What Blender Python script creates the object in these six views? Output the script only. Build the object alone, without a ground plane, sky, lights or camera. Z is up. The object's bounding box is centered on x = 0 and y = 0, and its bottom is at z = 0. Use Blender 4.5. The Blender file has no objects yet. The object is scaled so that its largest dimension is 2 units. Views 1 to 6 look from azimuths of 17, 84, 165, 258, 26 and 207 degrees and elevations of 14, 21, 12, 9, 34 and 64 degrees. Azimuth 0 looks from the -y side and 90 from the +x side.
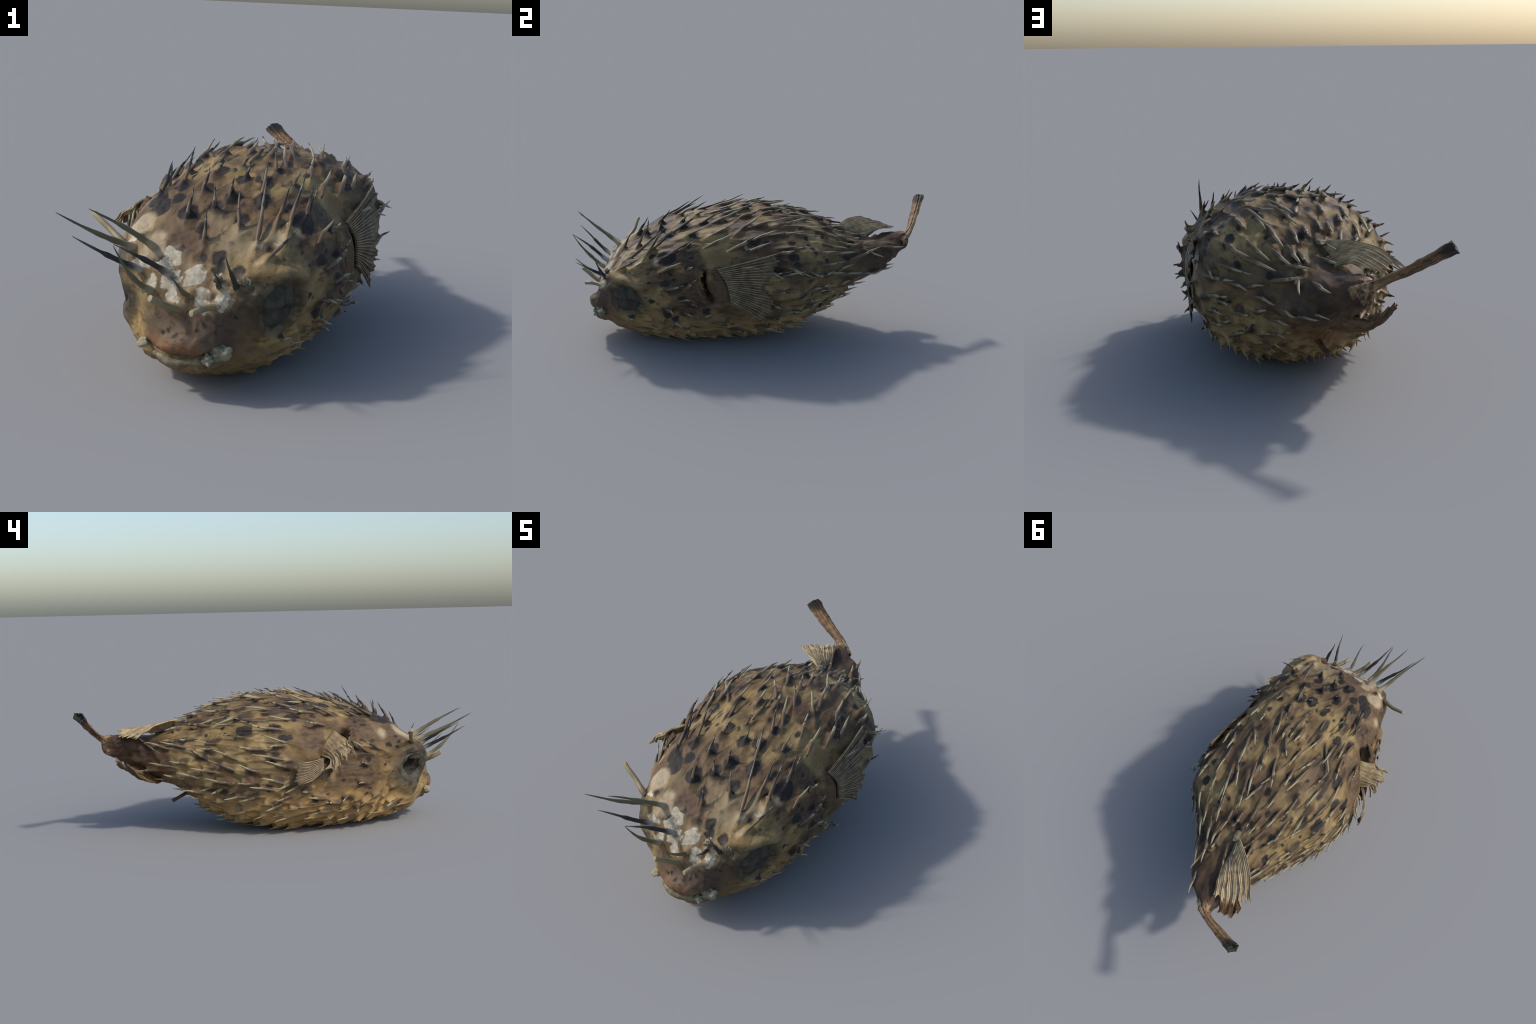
"""Dried porcupinefish: inflated, spiny, spotted skin; torn dry fins; hollow left eye.
Head points to -y, tail to +y.  Metres, z up."""
import bpy, math, random
import numpy as np

rng = np.random.default_rng(7)
random.seed(7)

# ----------------------------------------------------------------------------
# small numeric helpers
# ----------------------------------------------------------------------------
def smooth(a, b, x):
    t = np.clip((np.asarray(x, float) - a) / (b - a), 0, 1)
    return t * t * (3 - 2 * t)

def unit(v):
    v = np.asarray(v, float)
    return v / (np.linalg.norm(v, axis=-1, keepdims=True) + 1e-12)

def hermite(x, y, xi):
    m = np.gradient(y, x, axis=0)
    k = np.clip(np.searchsorted(x, xi) - 1, 0, len(x) - 2)
    h = x[k + 1] - x[k]
    t = (xi - x[k]) / h
    if np.ndim(y) > 1:
        h = h[:, None]; t = t[:, None]
    return ((2*t**3 - 3*t**2 + 1) * y[k] + (t**3 - 2*t**2 + t) * h * m[k]
            + (-2*t**3 + 3*t**2) * y[k+1] + (t**3 - t**2) * h * m[k+1])

def curve(pts, n):
    """smooth resampling of a few control points"""
    pts = np.asarray(pts, float)
    x = np.concatenate([[0], np.cumsum(np.linalg.norm(np.diff(pts, axis=0), axis=1))])
    return hermite(x, pts, np.linspace(0, x[-1], n))

def noise3(p, scale, seed=0):
    """smooth value noise, -1..1"""
    q = np.asarray(p, float) * scale + seed * 17.31 + 100.0
    i = np.floor(q).astype(np.int64); f = q - i
    f = f * f * (3 - 2 * f)
    out = 0
    for dx in (0, 1):
        for dy in (0, 1):
            for dz in (0, 1):
                n = (i[..., 0] + dx) * 374761393 + (i[..., 1] + dy) * 668265263 + (i[..., 2] + dz) * 2147483647 + seed * 974711
                n = (n ^ (n >> 13)) * 1274126177
                n = (n ^ (n >> 16)) & 0xFFFF
                w = (np.where(dx, f[..., 0], 1 - f[..., 0]) * np.where(dy, f[..., 1], 1 - f[..., 1])
                     * np.where(dz, f[..., 2], 1 - f[..., 2]))
                out = out + w * (n / 32767.5 - 1)
    return out

def grid_normals(P, closed=True):
    dr = np.gradient(P, axis=0)
    dc = (np.roll(P, -1, 1) - np.roll(P, 1, 1)) if closed else np.gradient(P, axis=1)
    n = np.cross(dc, dr)
    return unit(n)

# ----------------------------------------------------------------------------
# scene helpers
# ----------------------------------------------------------------------------
def new_mesh(name, verts, faces, smooth_shade=True):
    me = bpy.data.meshes.new(name)
    me.from_pydata([tuple(v) for v in np.asarray(verts, float)], [], [tuple(int(i) for i in f) for f in faces])
    me.update()
    if smooth_shade:
        me.polygons.foreach_set('use_smooth', [True] * len(me.polygons))
    return me

def new_object(name, me, parent=None, mat=None):
    ob = bpy.data.objects.new(name, me)
    bpy.context.scene.collection.objects.link(ob)
    if parent is not None:
        ob.parent = parent
    if mat is not None and me is not None and not me.materials:
        me.materials.append(mat)
    return ob

def quads(R, C, closed=False, off=0):
    idx = np.arange(R * C).reshape(R, C) + off
    if closed:
        a = idx[:-1]; b = np.roll(a, -1, 1); d = idx[1:]; c = np.roll(d, -1, 1)
    else:
        a = idx[:-1, :-1]; b = idx[:-1, 1:]; c = idx[1:, 1:]; d = idx[1:, :-1]
    return np.stack([a, b, c, d], -1).reshape(-1, 4)

# ----------------------------------------------------------------------------
# material helpers
# ----------------------------------------------------------------------------
def ball_group(items, stretch, grow):
    """node group: signed depth inside the nearest of a few balls"""
    t = bpy.data.node_groups.new('balls', 'ShaderNodeTree')
    t.interface.new_socket('Vector', in_out='INPUT', socket_type='NodeSocketVector')
    t.interface.new_socket('Depth', in_out='OUTPUT', socket_type='NodeSocketFloat')
    src = t.nodes.new('NodeGroupInput').outputs[0]
    acc = None
    for x, y, z, r in items:
        d = t.nodes.new('ShaderNodeVectorMath'); d.operation = 'DISTANCE'
        t.links.new(src, d.inputs[0])
        d.inputs[1].default_value = (x * stretch[0], y * stretch[1], z * stretch[2])
        q = t.nodes.new('ShaderNodeMath'); q.operation = 'SUBTRACT'
        q.inputs[0].default_value = r * grow
        t.links.new(d.outputs['Value'], q.inputs[1])
        if acc is None:
            acc = q.outputs[0]
        else:
            m = t.nodes.new('ShaderNodeMath'); m.operation = 'MAXIMUM'
            t.links.new(acc, m.inputs[0]); t.links.new(q.outputs[0], m.inputs[1])
            acc = m.outputs[0]
    t.links.new(acc, t.nodes.new('NodeGroupOutput').inputs[0])
    return t

class Nodes:
    def __init__(self, name, rough=0.6, spec=0.35):
        self.mat = bpy.data.materials.new(name)
        self.mat.use_nodes = True
        self.t = self.mat.node_tree
        self.bsdf = self.t.nodes['Principled BSDF']
        self.bsdf.inputs['Roughness'].default_value = rough
        self.bsdf.inputs['Specular IOR Level'].default_value = spec
        self.co = self.t.nodes.new('ShaderNodeTexCoord').outputs['Object']
    def n(self, kind, **kw):
        nd = self.t.nodes.new(kind)
        for k, v in kw.items():
            setattr(nd, k, v)
        return nd
    def put(self, sock, v):
        if isinstance(v, bpy.types.NodeSocket):
            self.t.links.new(v, sock)
        elif hasattr(sock.default_value, '__len__'):
            v = tuple(v)
            sock.default_value = v if len(v) == len(sock.default_value) else v + (1.0,)
        else:
            sock.default_value = v
    def math(self, op, a, b=0.0, c=0.0, clamp=False):
        nd = self.n('ShaderNodeMath', operation=op, use_clamp=clamp)
        self.put(nd.inputs[0], a); self.put(nd.inputs[1], b); self.put(nd.inputs[2], c)
        return nd.outputs[0]
    def vmath(self, op, a, b=(0, 0, 0)):
        nd = self.n('ShaderNodeVectorMath', operation=op)
        self.put(nd.inputs[0], a); self.put(nd.inputs[1], b)
        return nd.outputs['Value'] if op in ('DISTANCE', 'LENGTH', 'DOT_PRODUCT') else nd.outputs[0]
    def scale(self, v, sx, sy=None, sz=None):
        return self.vmath('MULTIPLY', v, (sx, sx if sy is None else sy, sx if sz is None else sz))
    def noise(self, v, scale, detail=3, rough=0.55, dist=0.0, color=False):
        nd = self.n('ShaderNodeTexNoise')
        self.put(nd.inputs['Vector'], v)
        nd.inputs['Scale'].default_value = scale; nd.inputs['Detail'].default_value = detail
        nd.inputs['Roughness'].default_value = rough; nd.inputs['Distortion'].default_value = dist
        return nd.outputs['Color' if color else 'Fac']
    def ramp(self, x, a, b, lo=0.0, hi=1.0):
        nd = self.n('ShaderNodeMapRange', interpolation_type='SMOOTHSTEP')
        self.put(nd.inputs[0], x)
        for i, v in zip((1, 2, 3, 4), (a, b, lo, hi)):
            nd.inputs[i].default_value = v
        return nd.outputs[0]
    def mix(self, f, a, b, blend='MIX'):
        nd = self.n('ShaderNodeMix', data_type='RGBA', blend_type=blend)
        self.put(nd.inputs[0], f); self.put(nd.inputs[6], a); self.put(nd.inputs[7], b)
        return nd.outputs[2]
    def xyz(self, v):
        nd = self.n('ShaderNodeSeparateXYZ'); self.put(nd.inputs[0], v)
        return nd.outputs
    def warp(self, v, scale, amt):
        c = self.noise(v, scale, 2, color=True)
        c = self.vmath('SUBTRACT', c, (0.5, 0.5, 0.5))
        return self.vmath('ADD', v, self.scale(c, amt))
    def blobs(self, v, items, soft, stretch=(1, 1, 1), grow=1.0):
        """soft mask of balls: items are (x, y, z, radius)"""
        acc = None
        v = self.vmath('MULTIPLY', v, stretch)
        for i in range(0, len(items), 16):
            g = self.n('ShaderNodeGroup')
            g.node_tree = ball_group(items[i:i + 16], stretch, grow)
            self.t.links.new(v, g.inputs[0])
            acc = g.outputs[0] if acc is None else self.math('MAXIMUM', acc, g.outputs[0])
        return self.ramp(acc, -soft, soft)
    def bump(self, h, strength=0.3, dist=0.004, prev=None):
        nd = self.n('ShaderNodeBump')
        nd.inputs['Strength'].default_value = strength; nd.inputs['Distance'].default_value = dist
        self.put(nd.inputs['Height'], h)
        if prev is not None:
            self.put(nd.inputs['Normal'], prev)
        return nd.outputs[0]
    def finish(self, color, normal=None):
        self.put(self.bsdf.inputs['Base Color'], color)
        if normal is not None:
            self.put(self.bsdf.inputs['Normal'], normal)
        return self.mat

# ----------------------------------------------------------------------------
# spines and spots: (station y, angle round the body, length, heading, lift)
# and (x, y, z, radius)
# ----------------------------------------------------------------------------
CROWN = [
    (-0.75, 36, 0.19, 19, 20), (-0.72, 90, 0.12, 0, 41), (-0.67, 58, 0.19, -3, 40), (-0.66, 72, 0.14, -1, 39), (-0.65, 101, 0.14, -19, 39), (-0.6, 88, 0.1, 10, 38),
    (-0.58, 45, 0.17, 20, 22), (-0.58, 106, 0.15, -26, 10), (-0.55, 97, 0.12, -2, 36), (-0.53, 86, 0.08, 4, 36), (-0.5, 115, 0.12, -13, 23), (-0.48, 40, 0.17, 28, 11),
    (-0.42, 88, 0.08, -13, 16), (-0.42, 99, 0.1, -17, 24), (-0.42, 130, 0.13, -20, 21), (-0.41, 76, 0.1, 8, 19), (-0.39, 43, 0.09, 23, 19), (-0.37, 61, 0.09, 2, 17),
    (-0.37, 117, 0.13, -15, 28), (-0.33, 90, 0.08, -1, 6), (-0.32, 74, 0.18, 13, 22), (-0.32, 101, 0.16, -2, 24), (-0.31, 133, 0.19, -14, 16),
]
BACK = [
    (-0.29, 45, 0.15, 13, 13), (-0.28, 88, 0.16, 1, 21), (-0.27, 124, 0.13, 3, 20), (-0.26, 56, 0.15, 15, 6), (-0.26, 70, 0.18, 21, 7), (-0.24, 106, 0.16, -12, 17),
    (-0.24, 119, 0.18, -4, 8), (-0.2, 92, 0.11, 3, 16), (-0.2, 110, 0.17, 31, 14), (-0.2, 130, 0.17, 5, 15), (-0.18, 38, 0.17, 22, 13), (-0.18, 83, 0.1, 4, 13),
    (-0.13, 140, 0.19, -6, 4), (-0.12, 56, 0.18, 39, 9), (-0.12, 112, 0.16, -19, 4), (-0.11, 74, 0.14, 28, 8), (-0.11, 86, 0.14, 26, 8), (-0.1, 97, 0.13, -5, 9),
    (-0.1, 124, 0.16, -12, 8), (-0.09, 36, 0.14, 11, 9), (-0.05, 47, 0.14, 19, 11), (-0.05, 61, 0.19, 23, 4), (-0.04, 128, 0.2, -10, 4), (-0.02, 110, 0.17, -7, 7),
    (-0.02, 151, 0.2, -4, 7), (0, 79, 0.13, 23, 7), (0.01, 88, 0.17, 26, 7), (0.01, 101, 0.12, 5, 7), (0.04, 52, 0.18, 13, 10), (0.06, 142, 0.16, -1, 8),
    (0.07, 63, 0.19, 33, 4), (0.07, 79, 0.19, 25, 6), (0.08, 32, 0.08, 5, 5), (0.09, 38, 0.17, 1, 5), (0.12, 130, 0.19, 16, 4), (0.13, 65, 0.21, 16, 4),
    (0.14, 119, 0.14, 3, 8), (0.16, 54, 0.15, 4, 5), (0.16, 81, 0.19, 14, 6), (0.16, 104, 0.11, 3, 6), (0.17, 92, 0.12, -4, 6), (0.2, 146, 0.12, -10, 9),
    (0.22, 32, 0.18, 5, 9), (0.23, 115, 0.12, -1, 6), (0.25, 128, 0.13, 7, 6), (0.28, 97, 0.12, 3, 6), (0.29, 68, 0.14, -4, 6), (0.3, 106, 0.13, 0, 5),
    (0.31, 47, 0.16, -8, 4), (0.32, 137, 0.13, -12, 8), (0.33, 81, 0.13, -9, 6), (0.33, 90, 0.09, -9, 6), (0.34, 29, 0.18, 3, 6), (0.34, 117, 0.15, -9, 6),
    (0.39, 54, 0.16, -5, 7), (0.39, 151, 0.11, -11, 7), (0.41, 68, 0.14, -11, 6), (0.46, 70, 0.11, -20, 6), (0.48, 45, 0.16, 1, 6), (0.49, 146, 0.08, -21, 7),
    (0.54, 45, 0.14, -17, 6), (0.68, 32, 0.12, -23, 7),
]
RIGHT_FLANK = [
    (-0.69, 328, 0.05, 47, 9), (-0.52, 20, 0.12, 31, 9), (-0.5, 2, 0.11, 46, 10), (-0.5, 349, 0.06, 15, 8), (-0.48, 338, 0.08, 3, 8), (-0.44, 358, 0.09, 38, 14),
    (-0.41, 331, 0.05, -9, 8), (-0.41, 349, 0.06, 11, 4), (-0.4, 7, 0.09, 53, 14), (-0.39, 25, 0.05, 34, 22), (-0.37, 358, 0.05, 34, 8), (-0.32, 346, 0.07, 28, 8),
    (-0.25, 342, 0.09, 1, 8), (-0.16, 324, 0.08, 17, 8), (-0.08, 25, 0.07, -30, 12), (-0.03, 324, 0.12, -11, 11), (0, 14, 0.14, -4, 7), (0.02, 20, 0.1, -32, 10),
    (0.04, 358, 0.12, -12, 7), (0.05, 25, 0.21, -26, 4), (0.05, 335, 0.07, -30, 7), (0.05, 349, 0.05, -16, 6), (0.06, 9, 0.15, 0, 6), (0.06, 342, 0.14, -23, 6),
    (0.12, 18, 0.09, -31, 9), (0.17, 344, 0.14, -8, 6), (0.17, 351, 0.21, -1, 6), (0.21, 2, 0.17, 4, 5), (0.22, 11, 0.09, -18, 9), (0.23, 322, 0.13, 10, 9),
    (0.23, 333, 0.09, 13, 9), (0.26, 14, 0.19, 7, 9), (0.31, 322, 0.13, 25, 9), (0.31, 342, 0.11, -1, 6), (0.38, 2, 0.12, 14, 7), (0.4, 344, 0.09, 9, 6),
    (0.41, 358, 0.14, -2, 6), (0.45, 331, 0.13, -4, 9), (0.47, 16, 0.2, 6, 9), (0.52, 346, 0.13, -5, 7), (0.6, 331, 0.14, -9, 9), (0.63, 349, 0.14, -34, 9),
]
LEFT_FLANK = [
    (-0.64, 218, 0.12, -7, 8), (-0.55, 178, 0.18, -41, 9), (-0.44, 169, 0.12, -43, 10), (-0.43, 178, 0.05, -32, 10), (-0.41, 189, 0.06, -11, 7), (-0.4, 166, 0.08, -44, 7),
    (-0.4, 216, 0.05, -15, 10), (-0.32, 196, 0.05, 30, 7), (-0.29, 205, 0.11, -19, 8), (-0.25, 214, 0.12, -13, 4), (-0.21, 200, 0.12, -13, 8), (-0.12, 194, 0.07, 3, 8),
    (-0.09, 164, 0.2, -8, 4), (-0.08, 187, 0.1, 38, 12), (-0.04, 180, 0.15, -2, 8), (-0.03, 189, 0.08, 39, 11), (-0.02, 200, 0.07, 23, 8), (0, 164, 0.09, 19, 6),
    (0, 176, 0.16, 2, 6), (0.01, 191, 0.11, -3, 5), (0.01, 209, 0.09, 24, 7), (0.05, 198, 0.13, 1, 10), (0.09, 171, 0.15, 4, 9), (0.12, 187, 0.12, -6, 5),
    (0.12, 207, 0.11, 22, 9), (0.14, 164, 0.16, -8, 9), (0.15, 196, 0.1, 5, 6), (0.17, 209, 0.12, 13, 7), (0.21, 182, 0.14, -20, 9), (0.22, 189, 0.15, -14, 7),
    (0.23, 205, 0.08, 21, 9), (0.26, 200, 0.12, -8, 6), (0.28, 166, 0.15, -12, 6), (0.29, 207, 0.06, 19, 9), (0.31, 191, 0.14, -9, 6), (0.33, 169, 0.07, -3, 6),
    (0.34, 209, 0.06, 20, 9), (0.36, 180, 0.11, -26, 8), (0.39, 200, 0.12, -5, 5), (0.44, 184, 0.1, -9, 5), (0.45, 162, 0.14, -20, 6), (0.48, 212, 0.09, 8, 6),
    (0.52, 160, 0.14, -17, 8), (0.52, 191, 0.12, 0, 7), (0.57, 207, 0.14, 3, 6), (0.6, 164, 0.11, -15, 6),
]
UNDERSIDE = [
    (-0.69, 227, 0.08, -7, 5), (-0.67, 238, 0.05, -17, 10), (-0.64, 308, 0.08, 34, 4), (-0.63, 320, 0.12, 13, 8), (-0.58, 234, 0.12, -22, 4), (-0.57, 310, 0.08, 40, 8),
    (-0.44, 254, 0.07, 30, 9), (-0.39, 230, 0.12, -11, 4), (-0.33, 310, 0.06, -21, 8), (-0.31, 248, 0.12, -40, 4), (-0.21, 320, 0.05, -12, 8), (-0.19, 254, 0.08, 20, 14),
    (-0.18, 223, 0.09, -8, 9), (-0.18, 248, 0.12, 68, 10), (-0.09, 238, 0.09, 50, 9), (-0.07, 220, 0.13, 20, 7), (-0.03, 236, 0.11, 47, 7), (0.02, 315, 0.12, -7, 10),
    (0.06, 223, 0.1, 28, 6), (0.07, 308, 0.07, -20, 10), (0.08, 292, 0.05, -71, 9), (0.12, 232, 0.09, 25, 6), (0.12, 261, 0.09, 8, 9), (0.12, 302, 0.12, -5, 9),
    (0.13, 295, 0.12, -8, 9), (0.14, 223, 0.1, 18, 6), (0.15, 317, 0.13, 2, 9), (0.16, 281, 0.05, -74, 9), (0.16, 302, 0.09, 8, 9), (0.2, 256, 0.1, -8, 9),
    (0.22, 238, 0.1, 26, 5), (0.22, 310, 0.05, -35, 6), (0.23, 259, 0.08, 18, 9), (0.24, 220, 0.09, 5, 6), (0.24, 268, 0.12, 3, 9), (0.24, 272, 0.12, 2, 9),
    (0.25, 279, 0.12, 2, 9), (0.29, 248, 0.09, 27, 6), (0.29, 299, 0.05, -29, 6), (0.31, 313, 0.1, 3, 9), (0.33, 290, 0.05, -75, 7), (0.36, 238, 0.09, -32, 9),
    (0.36, 308, 0.07, -36, 6), (0.37, 320, 0.13, 5, 9), (0.38, 223, 0.11, 0, 6), (0.39, 290, 0.05, -20, 5), (0.41, 315, 0.11, -15, 7), (0.42, 227, 0.11, 16, 6),
    (0.44, 304, 0.11, 7, 9), (0.52, 236, 0.1, 7, 6),
]
HEAD_SPOTS = [
    (0.007, -0.881, 0.215, 0.004), (0.073, -0.867, 0.236, 0.005), (0.129, -0.863, 0.231, 0.006), (-0.022, -0.863, 0.223, 0.005), (-0.042, -0.861, 0.213, 0.005), (0.092, -0.856, 0.254, 0.005),
    (0.146, -0.847, 0.249, 0.006), (0.175, -0.813, 0.274, 0.005), (0.103, -0.769, 0.411, 0.022), (0.168, -0.765, 0.405, 0.023), (-0.112, -0.765, 0.427, 0.025), (0.044, -0.756, 0.431, 0.014),
    (0.091, -0.745, 0.439, 0.022), (-0.037, -0.742, 0.446, 0.016), (0.276, -0.720, 0.412, 0.005), (-0.191, -0.704, 0.464, 0.013), (0.019, -0.690, 0.487, 0.016), (0.287, -0.680, 0.441, 0.005),
    (-0.246, -0.680, 0.210, 0.008), (0.235, -0.679, 0.469, 0.012), (0.284, -0.678, 0.189, 0.010), (-0.263, -0.678, 0.415, 0.009), (-0.001, -0.658, 0.508, 0.022), (-0.277, -0.614, 0.442, 0.005),
    (-0.065, -0.611, 0.540, 0.033), (0.118, -0.605, 0.521, 0.013), (-0.284, -0.605, 0.415, 0.009), (-0.270, -0.599, 0.467, 0.007), (0.335, -0.598, 0.368, 0.005), (0.318, -0.588, 0.444, 0.006),
    (0.109, -0.586, 0.531, 0.025), (-0.173, -0.584, 0.539, 0.038), (0.307, -0.579, 0.464, 0.008), (0.337, -0.579, 0.400, 0.010), (-0.279, -0.578, 0.291, 0.007), (0.343, -0.569, 0.298, 0.013),
    (0.250, -0.566, 0.512, 0.020), (0.011, -0.561, 0.559, 0.026), (-0.297, -0.554, 0.431, 0.013), (-0.126, -0.544, 0.569, 0.023), (0.350, -0.542, 0.284, 0.008), (-0.303, -0.535, 0.332, 0.009),
    (-0.202, -0.524, 0.552, 0.038), (0.054, -0.506, 0.582, 0.029), (0.358, -0.497, 0.402, 0.019), (0.354, -0.496, 0.223, 0.019), (0.146, -0.492, 0.576, 0.029), (0.228, -0.491, 0.553, 0.012),
    (0.290, -0.491, 0.516, 0.040), (0.364, -0.491, 0.373, 0.013), (-0.053, -0.480, 0.601, 0.026), (-0.144, -0.472, 0.590, 0.024), (0.347, -0.472, 0.451, 0.007), (-0.315, -0.462, 0.457, 0.009),
    (0.233, -0.462, 0.562, 0.013), (0.362, -0.453, 0.424, 0.007), (0.361, -0.450, 0.206, 0.015), (-0.331, -0.447, 0.250, 0.009), (-0.329, -0.437, 0.224, 0.010), (-0.343, -0.431, 0.366, 0.013),
    (-0.269, -0.426, 0.532, 0.010), (-0.347, -0.419, 0.335, 0.009), (-0.327, -0.416, 0.194, 0.006), (0.383, -0.410, 0.326, 0.021), (-0.321, -0.405, 0.466, 0.008), (0.049, -0.395, 0.629, 0.028),
    (0.377, -0.395, 0.403, 0.013), (-0.260, -0.389, 0.549, 0.011), (0.347, -0.382, 0.481, 0.013), (-0.133, -0.380, 0.618, 0.007), (0.113, -0.379, 0.627, 0.025), (-0.199, -0.379, 0.593, 0.008),
    (0.184, -0.377, 0.611, 0.009), (0.269, -0.376, 0.567, 0.007), (0.316, -0.359, 0.528, 0.011), (-0.038, -0.350, 0.642, 0.018), (-0.102, -0.350, 0.633, 0.007), (-0.002, -0.348, 0.644, 0.009),
    (-0.152, -0.344, 0.621, 0.016), (0.219, -0.336, 0.605, 0.019),
]
BACK_SPOTS = [
    (-0.354, -0.298, 0.275, 0.009), (0.388, -0.291, 0.252, 0.016), (0.144, -0.283, 0.643, 0.018), (-0.080, -0.282, 0.651, 0.020), (-0.233, -0.272, 0.590, 0.015), (0.008, -0.254, 0.663, 0.010),
    (-0.177, -0.242, 0.628, 0.025), (0.090, -0.233, 0.662, 0.007), (0.225, -0.232, 0.619, 0.016), (-0.345, -0.214, 0.210, 0.010), (0.384, -0.212, 0.395, 0.009), (-0.302, -0.176, 0.531, 0.008),
    (-0.034, -0.171, 0.672, 0.006), (0.150, -0.170, 0.659, 0.012), (0.052, -0.169, 0.674, 0.008), (-0.253, -0.169, 0.587, 0.012), (0.356, -0.165, 0.501, 0.010), (0.363, -0.152, 0.157, 0.009),
    (-0.083, -0.150, 0.669, 0.013), (-0.345, -0.150, 0.183, 0.016), (0.039, -0.125, 0.679, 0.007), (-0.020, -0.114, 0.679, 0.009), (0.213, -0.101, 0.648, 0.018), (0.337, -0.068, 0.570, 0.017),
    (-0.186, -0.066, 0.644, 0.018), (-0.279, -0.057, 0.586, 0.029), (-0.038, -0.047, 0.680, 0.015), (0.306, -0.041, 0.605, 0.028), (-0.223, -0.033, 0.627, 0.013), (-0.352, -0.022, 0.497, 0.015),
    (0.174, -0.018, 0.668, 0.008), (-0.385, -0.011, 0.378, 0.016), (-0.386, -0.006, 0.350, 0.016), (-0.353, 0.003, 0.495, 0.020), (0.182, 0.027, 0.665, 0.009), (0.325, 0.029, 0.597, 0.012),
    (-0.155, 0.041, 0.651, 0.008), (-0.320, 0.045, 0.540, 0.026), (-0.373, 0.047, 0.421, 0.016), (-0.374, 0.062, 0.390, 0.012), (-0.071, 0.070, 0.666, 0.022), (-0.246, 0.071, 0.603, 0.013),
    (0.319, 0.074, 0.605, 0.007), (0.025, 0.079, 0.673, 0.015), (-0.358, 0.080, 0.240, 0.010), (0.408, 0.081, 0.471, 0.023), (-0.363, 0.086, 0.267, 0.010), (0.410, 0.094, 0.418, 0.011),
    (0.182, 0.129, 0.655, 0.018), (-0.146, 0.144, 0.634, 0.017), (0.329, 0.160, 0.593, 0.014), (0.381, 0.163, 0.532, 0.022), (0.390, 0.179, 0.497, 0.018), (-0.289, 0.181, 0.530, 0.031),
    (-0.012, 0.193, 0.648, 0.017), (-0.224, 0.200, 0.580, 0.020), (0.383, 0.205, 0.482, 0.007), (0.070, 0.214, 0.645, 0.017), (0.195, 0.218, 0.632, 0.023), (0.275, 0.239, 0.597, 0.011),
    (0.364, 0.247, 0.452, 0.022), (-0.172, 0.247, 0.590, 0.015), (0.102, 0.251, 0.633, 0.010), (0.314, 0.259, 0.558, 0.020), (-0.146, 0.260, 0.597, 0.012), (-0.098, 0.265, 0.611, 0.010),
    (0.328, 0.267, 0.533, 0.020), (-0.247, 0.272, 0.516, 0.008), (-0.219, 0.279, 0.541, 0.006), (-0.062, 0.284, 0.614, 0.012), (0.326, 0.285, 0.332, 0.015), (0.150, 0.309, 0.608, 0.010),
    (0.301, 0.337, 0.481, 0.015), (0.197, 0.345, 0.577, 0.013), (-0.195, 0.361, 0.506, 0.008), (-0.131, 0.364, 0.556, 0.014), (-0.231, 0.370, 0.405, 0.017), (0.078, 0.384, 0.584, 0.017),
    (-0.036, 0.387, 0.578, 0.009), (0.039, 0.408, 0.573, 0.017), (-0.117, 0.422, 0.535, 0.010), (-0.149, 0.462, 0.493, 0.016), (0.214, 0.465, 0.457, 0.018), (-0.072, 0.469, 0.529, 0.017),
    (-0.162, 0.475, 0.473, 0.011), (0.140, 0.559, 0.453, 0.008), (-0.093, 0.571, 0.469, 0.007), (0.114, 0.600, 0.447, 0.008), (-0.026, 0.660, 0.474, 0.011),
]
WHITE = [
    (0.085, -0.840, 0.297, 0.008), (0.074, -0.837, 0.315, 0.012), (-0.028, -0.831, 0.328, 0.014), (0.131, -0.828, 0.307, 0.010), (0.072, -0.827, 0.346, 0.010), (-0.036, -0.824, 0.355, 0.019),
    (0.139, -0.820, 0.329, 0.017), (0.026, -0.816, 0.369, 0.014), (-0.111, -0.815, 0.343, 0.019), (-0.066, -0.812, 0.379, 0.010), (-0.049, -0.803, 0.390, 0.014), (0.032, -0.796, 0.387, 0.022),
    (0.106, -0.793, 0.381, 0.010), (-0.138, -0.792, 0.386, 0.009), (0.189, -0.785, 0.379, 0.010), (-0.079, -0.782, 0.412, 0.018), (0.041, -0.780, 0.404, 0.012), (-0.155, -0.779, 0.401, 0.015),
    (-0.038, -0.769, 0.420, 0.010), (-0.056, -0.752, 0.436, 0.014), (-0.219, -0.705, 0.452, 0.011), (0.246, -0.687, 0.460, 0.006), (0.247, -0.642, 0.483, 0.009),
]
CREAM = [
    (0.112, -0.833, 0.303, 0.012), (0.122, -0.806, 0.366, 0.016), (-0.130, -0.746, 0.440, 0.031), (0.225, -0.734, 0.425, 0.015), (-0.149, -0.727, 0.452, 0.013), (-0.130, -0.705, 0.470, 0.019),
    (0.201, -0.692, 0.470, 0.012), (-0.225, -0.665, 0.478, 0.020), (-0.212, -0.645, 0.491, 0.035), (-0.209, -0.637, 0.496, 0.031), (0.259, -0.614, 0.489, 0.010), (0.288, -0.544, 0.497, 0.010),
    (-0.281, -0.521, 0.490, 0.018),
]


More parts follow.
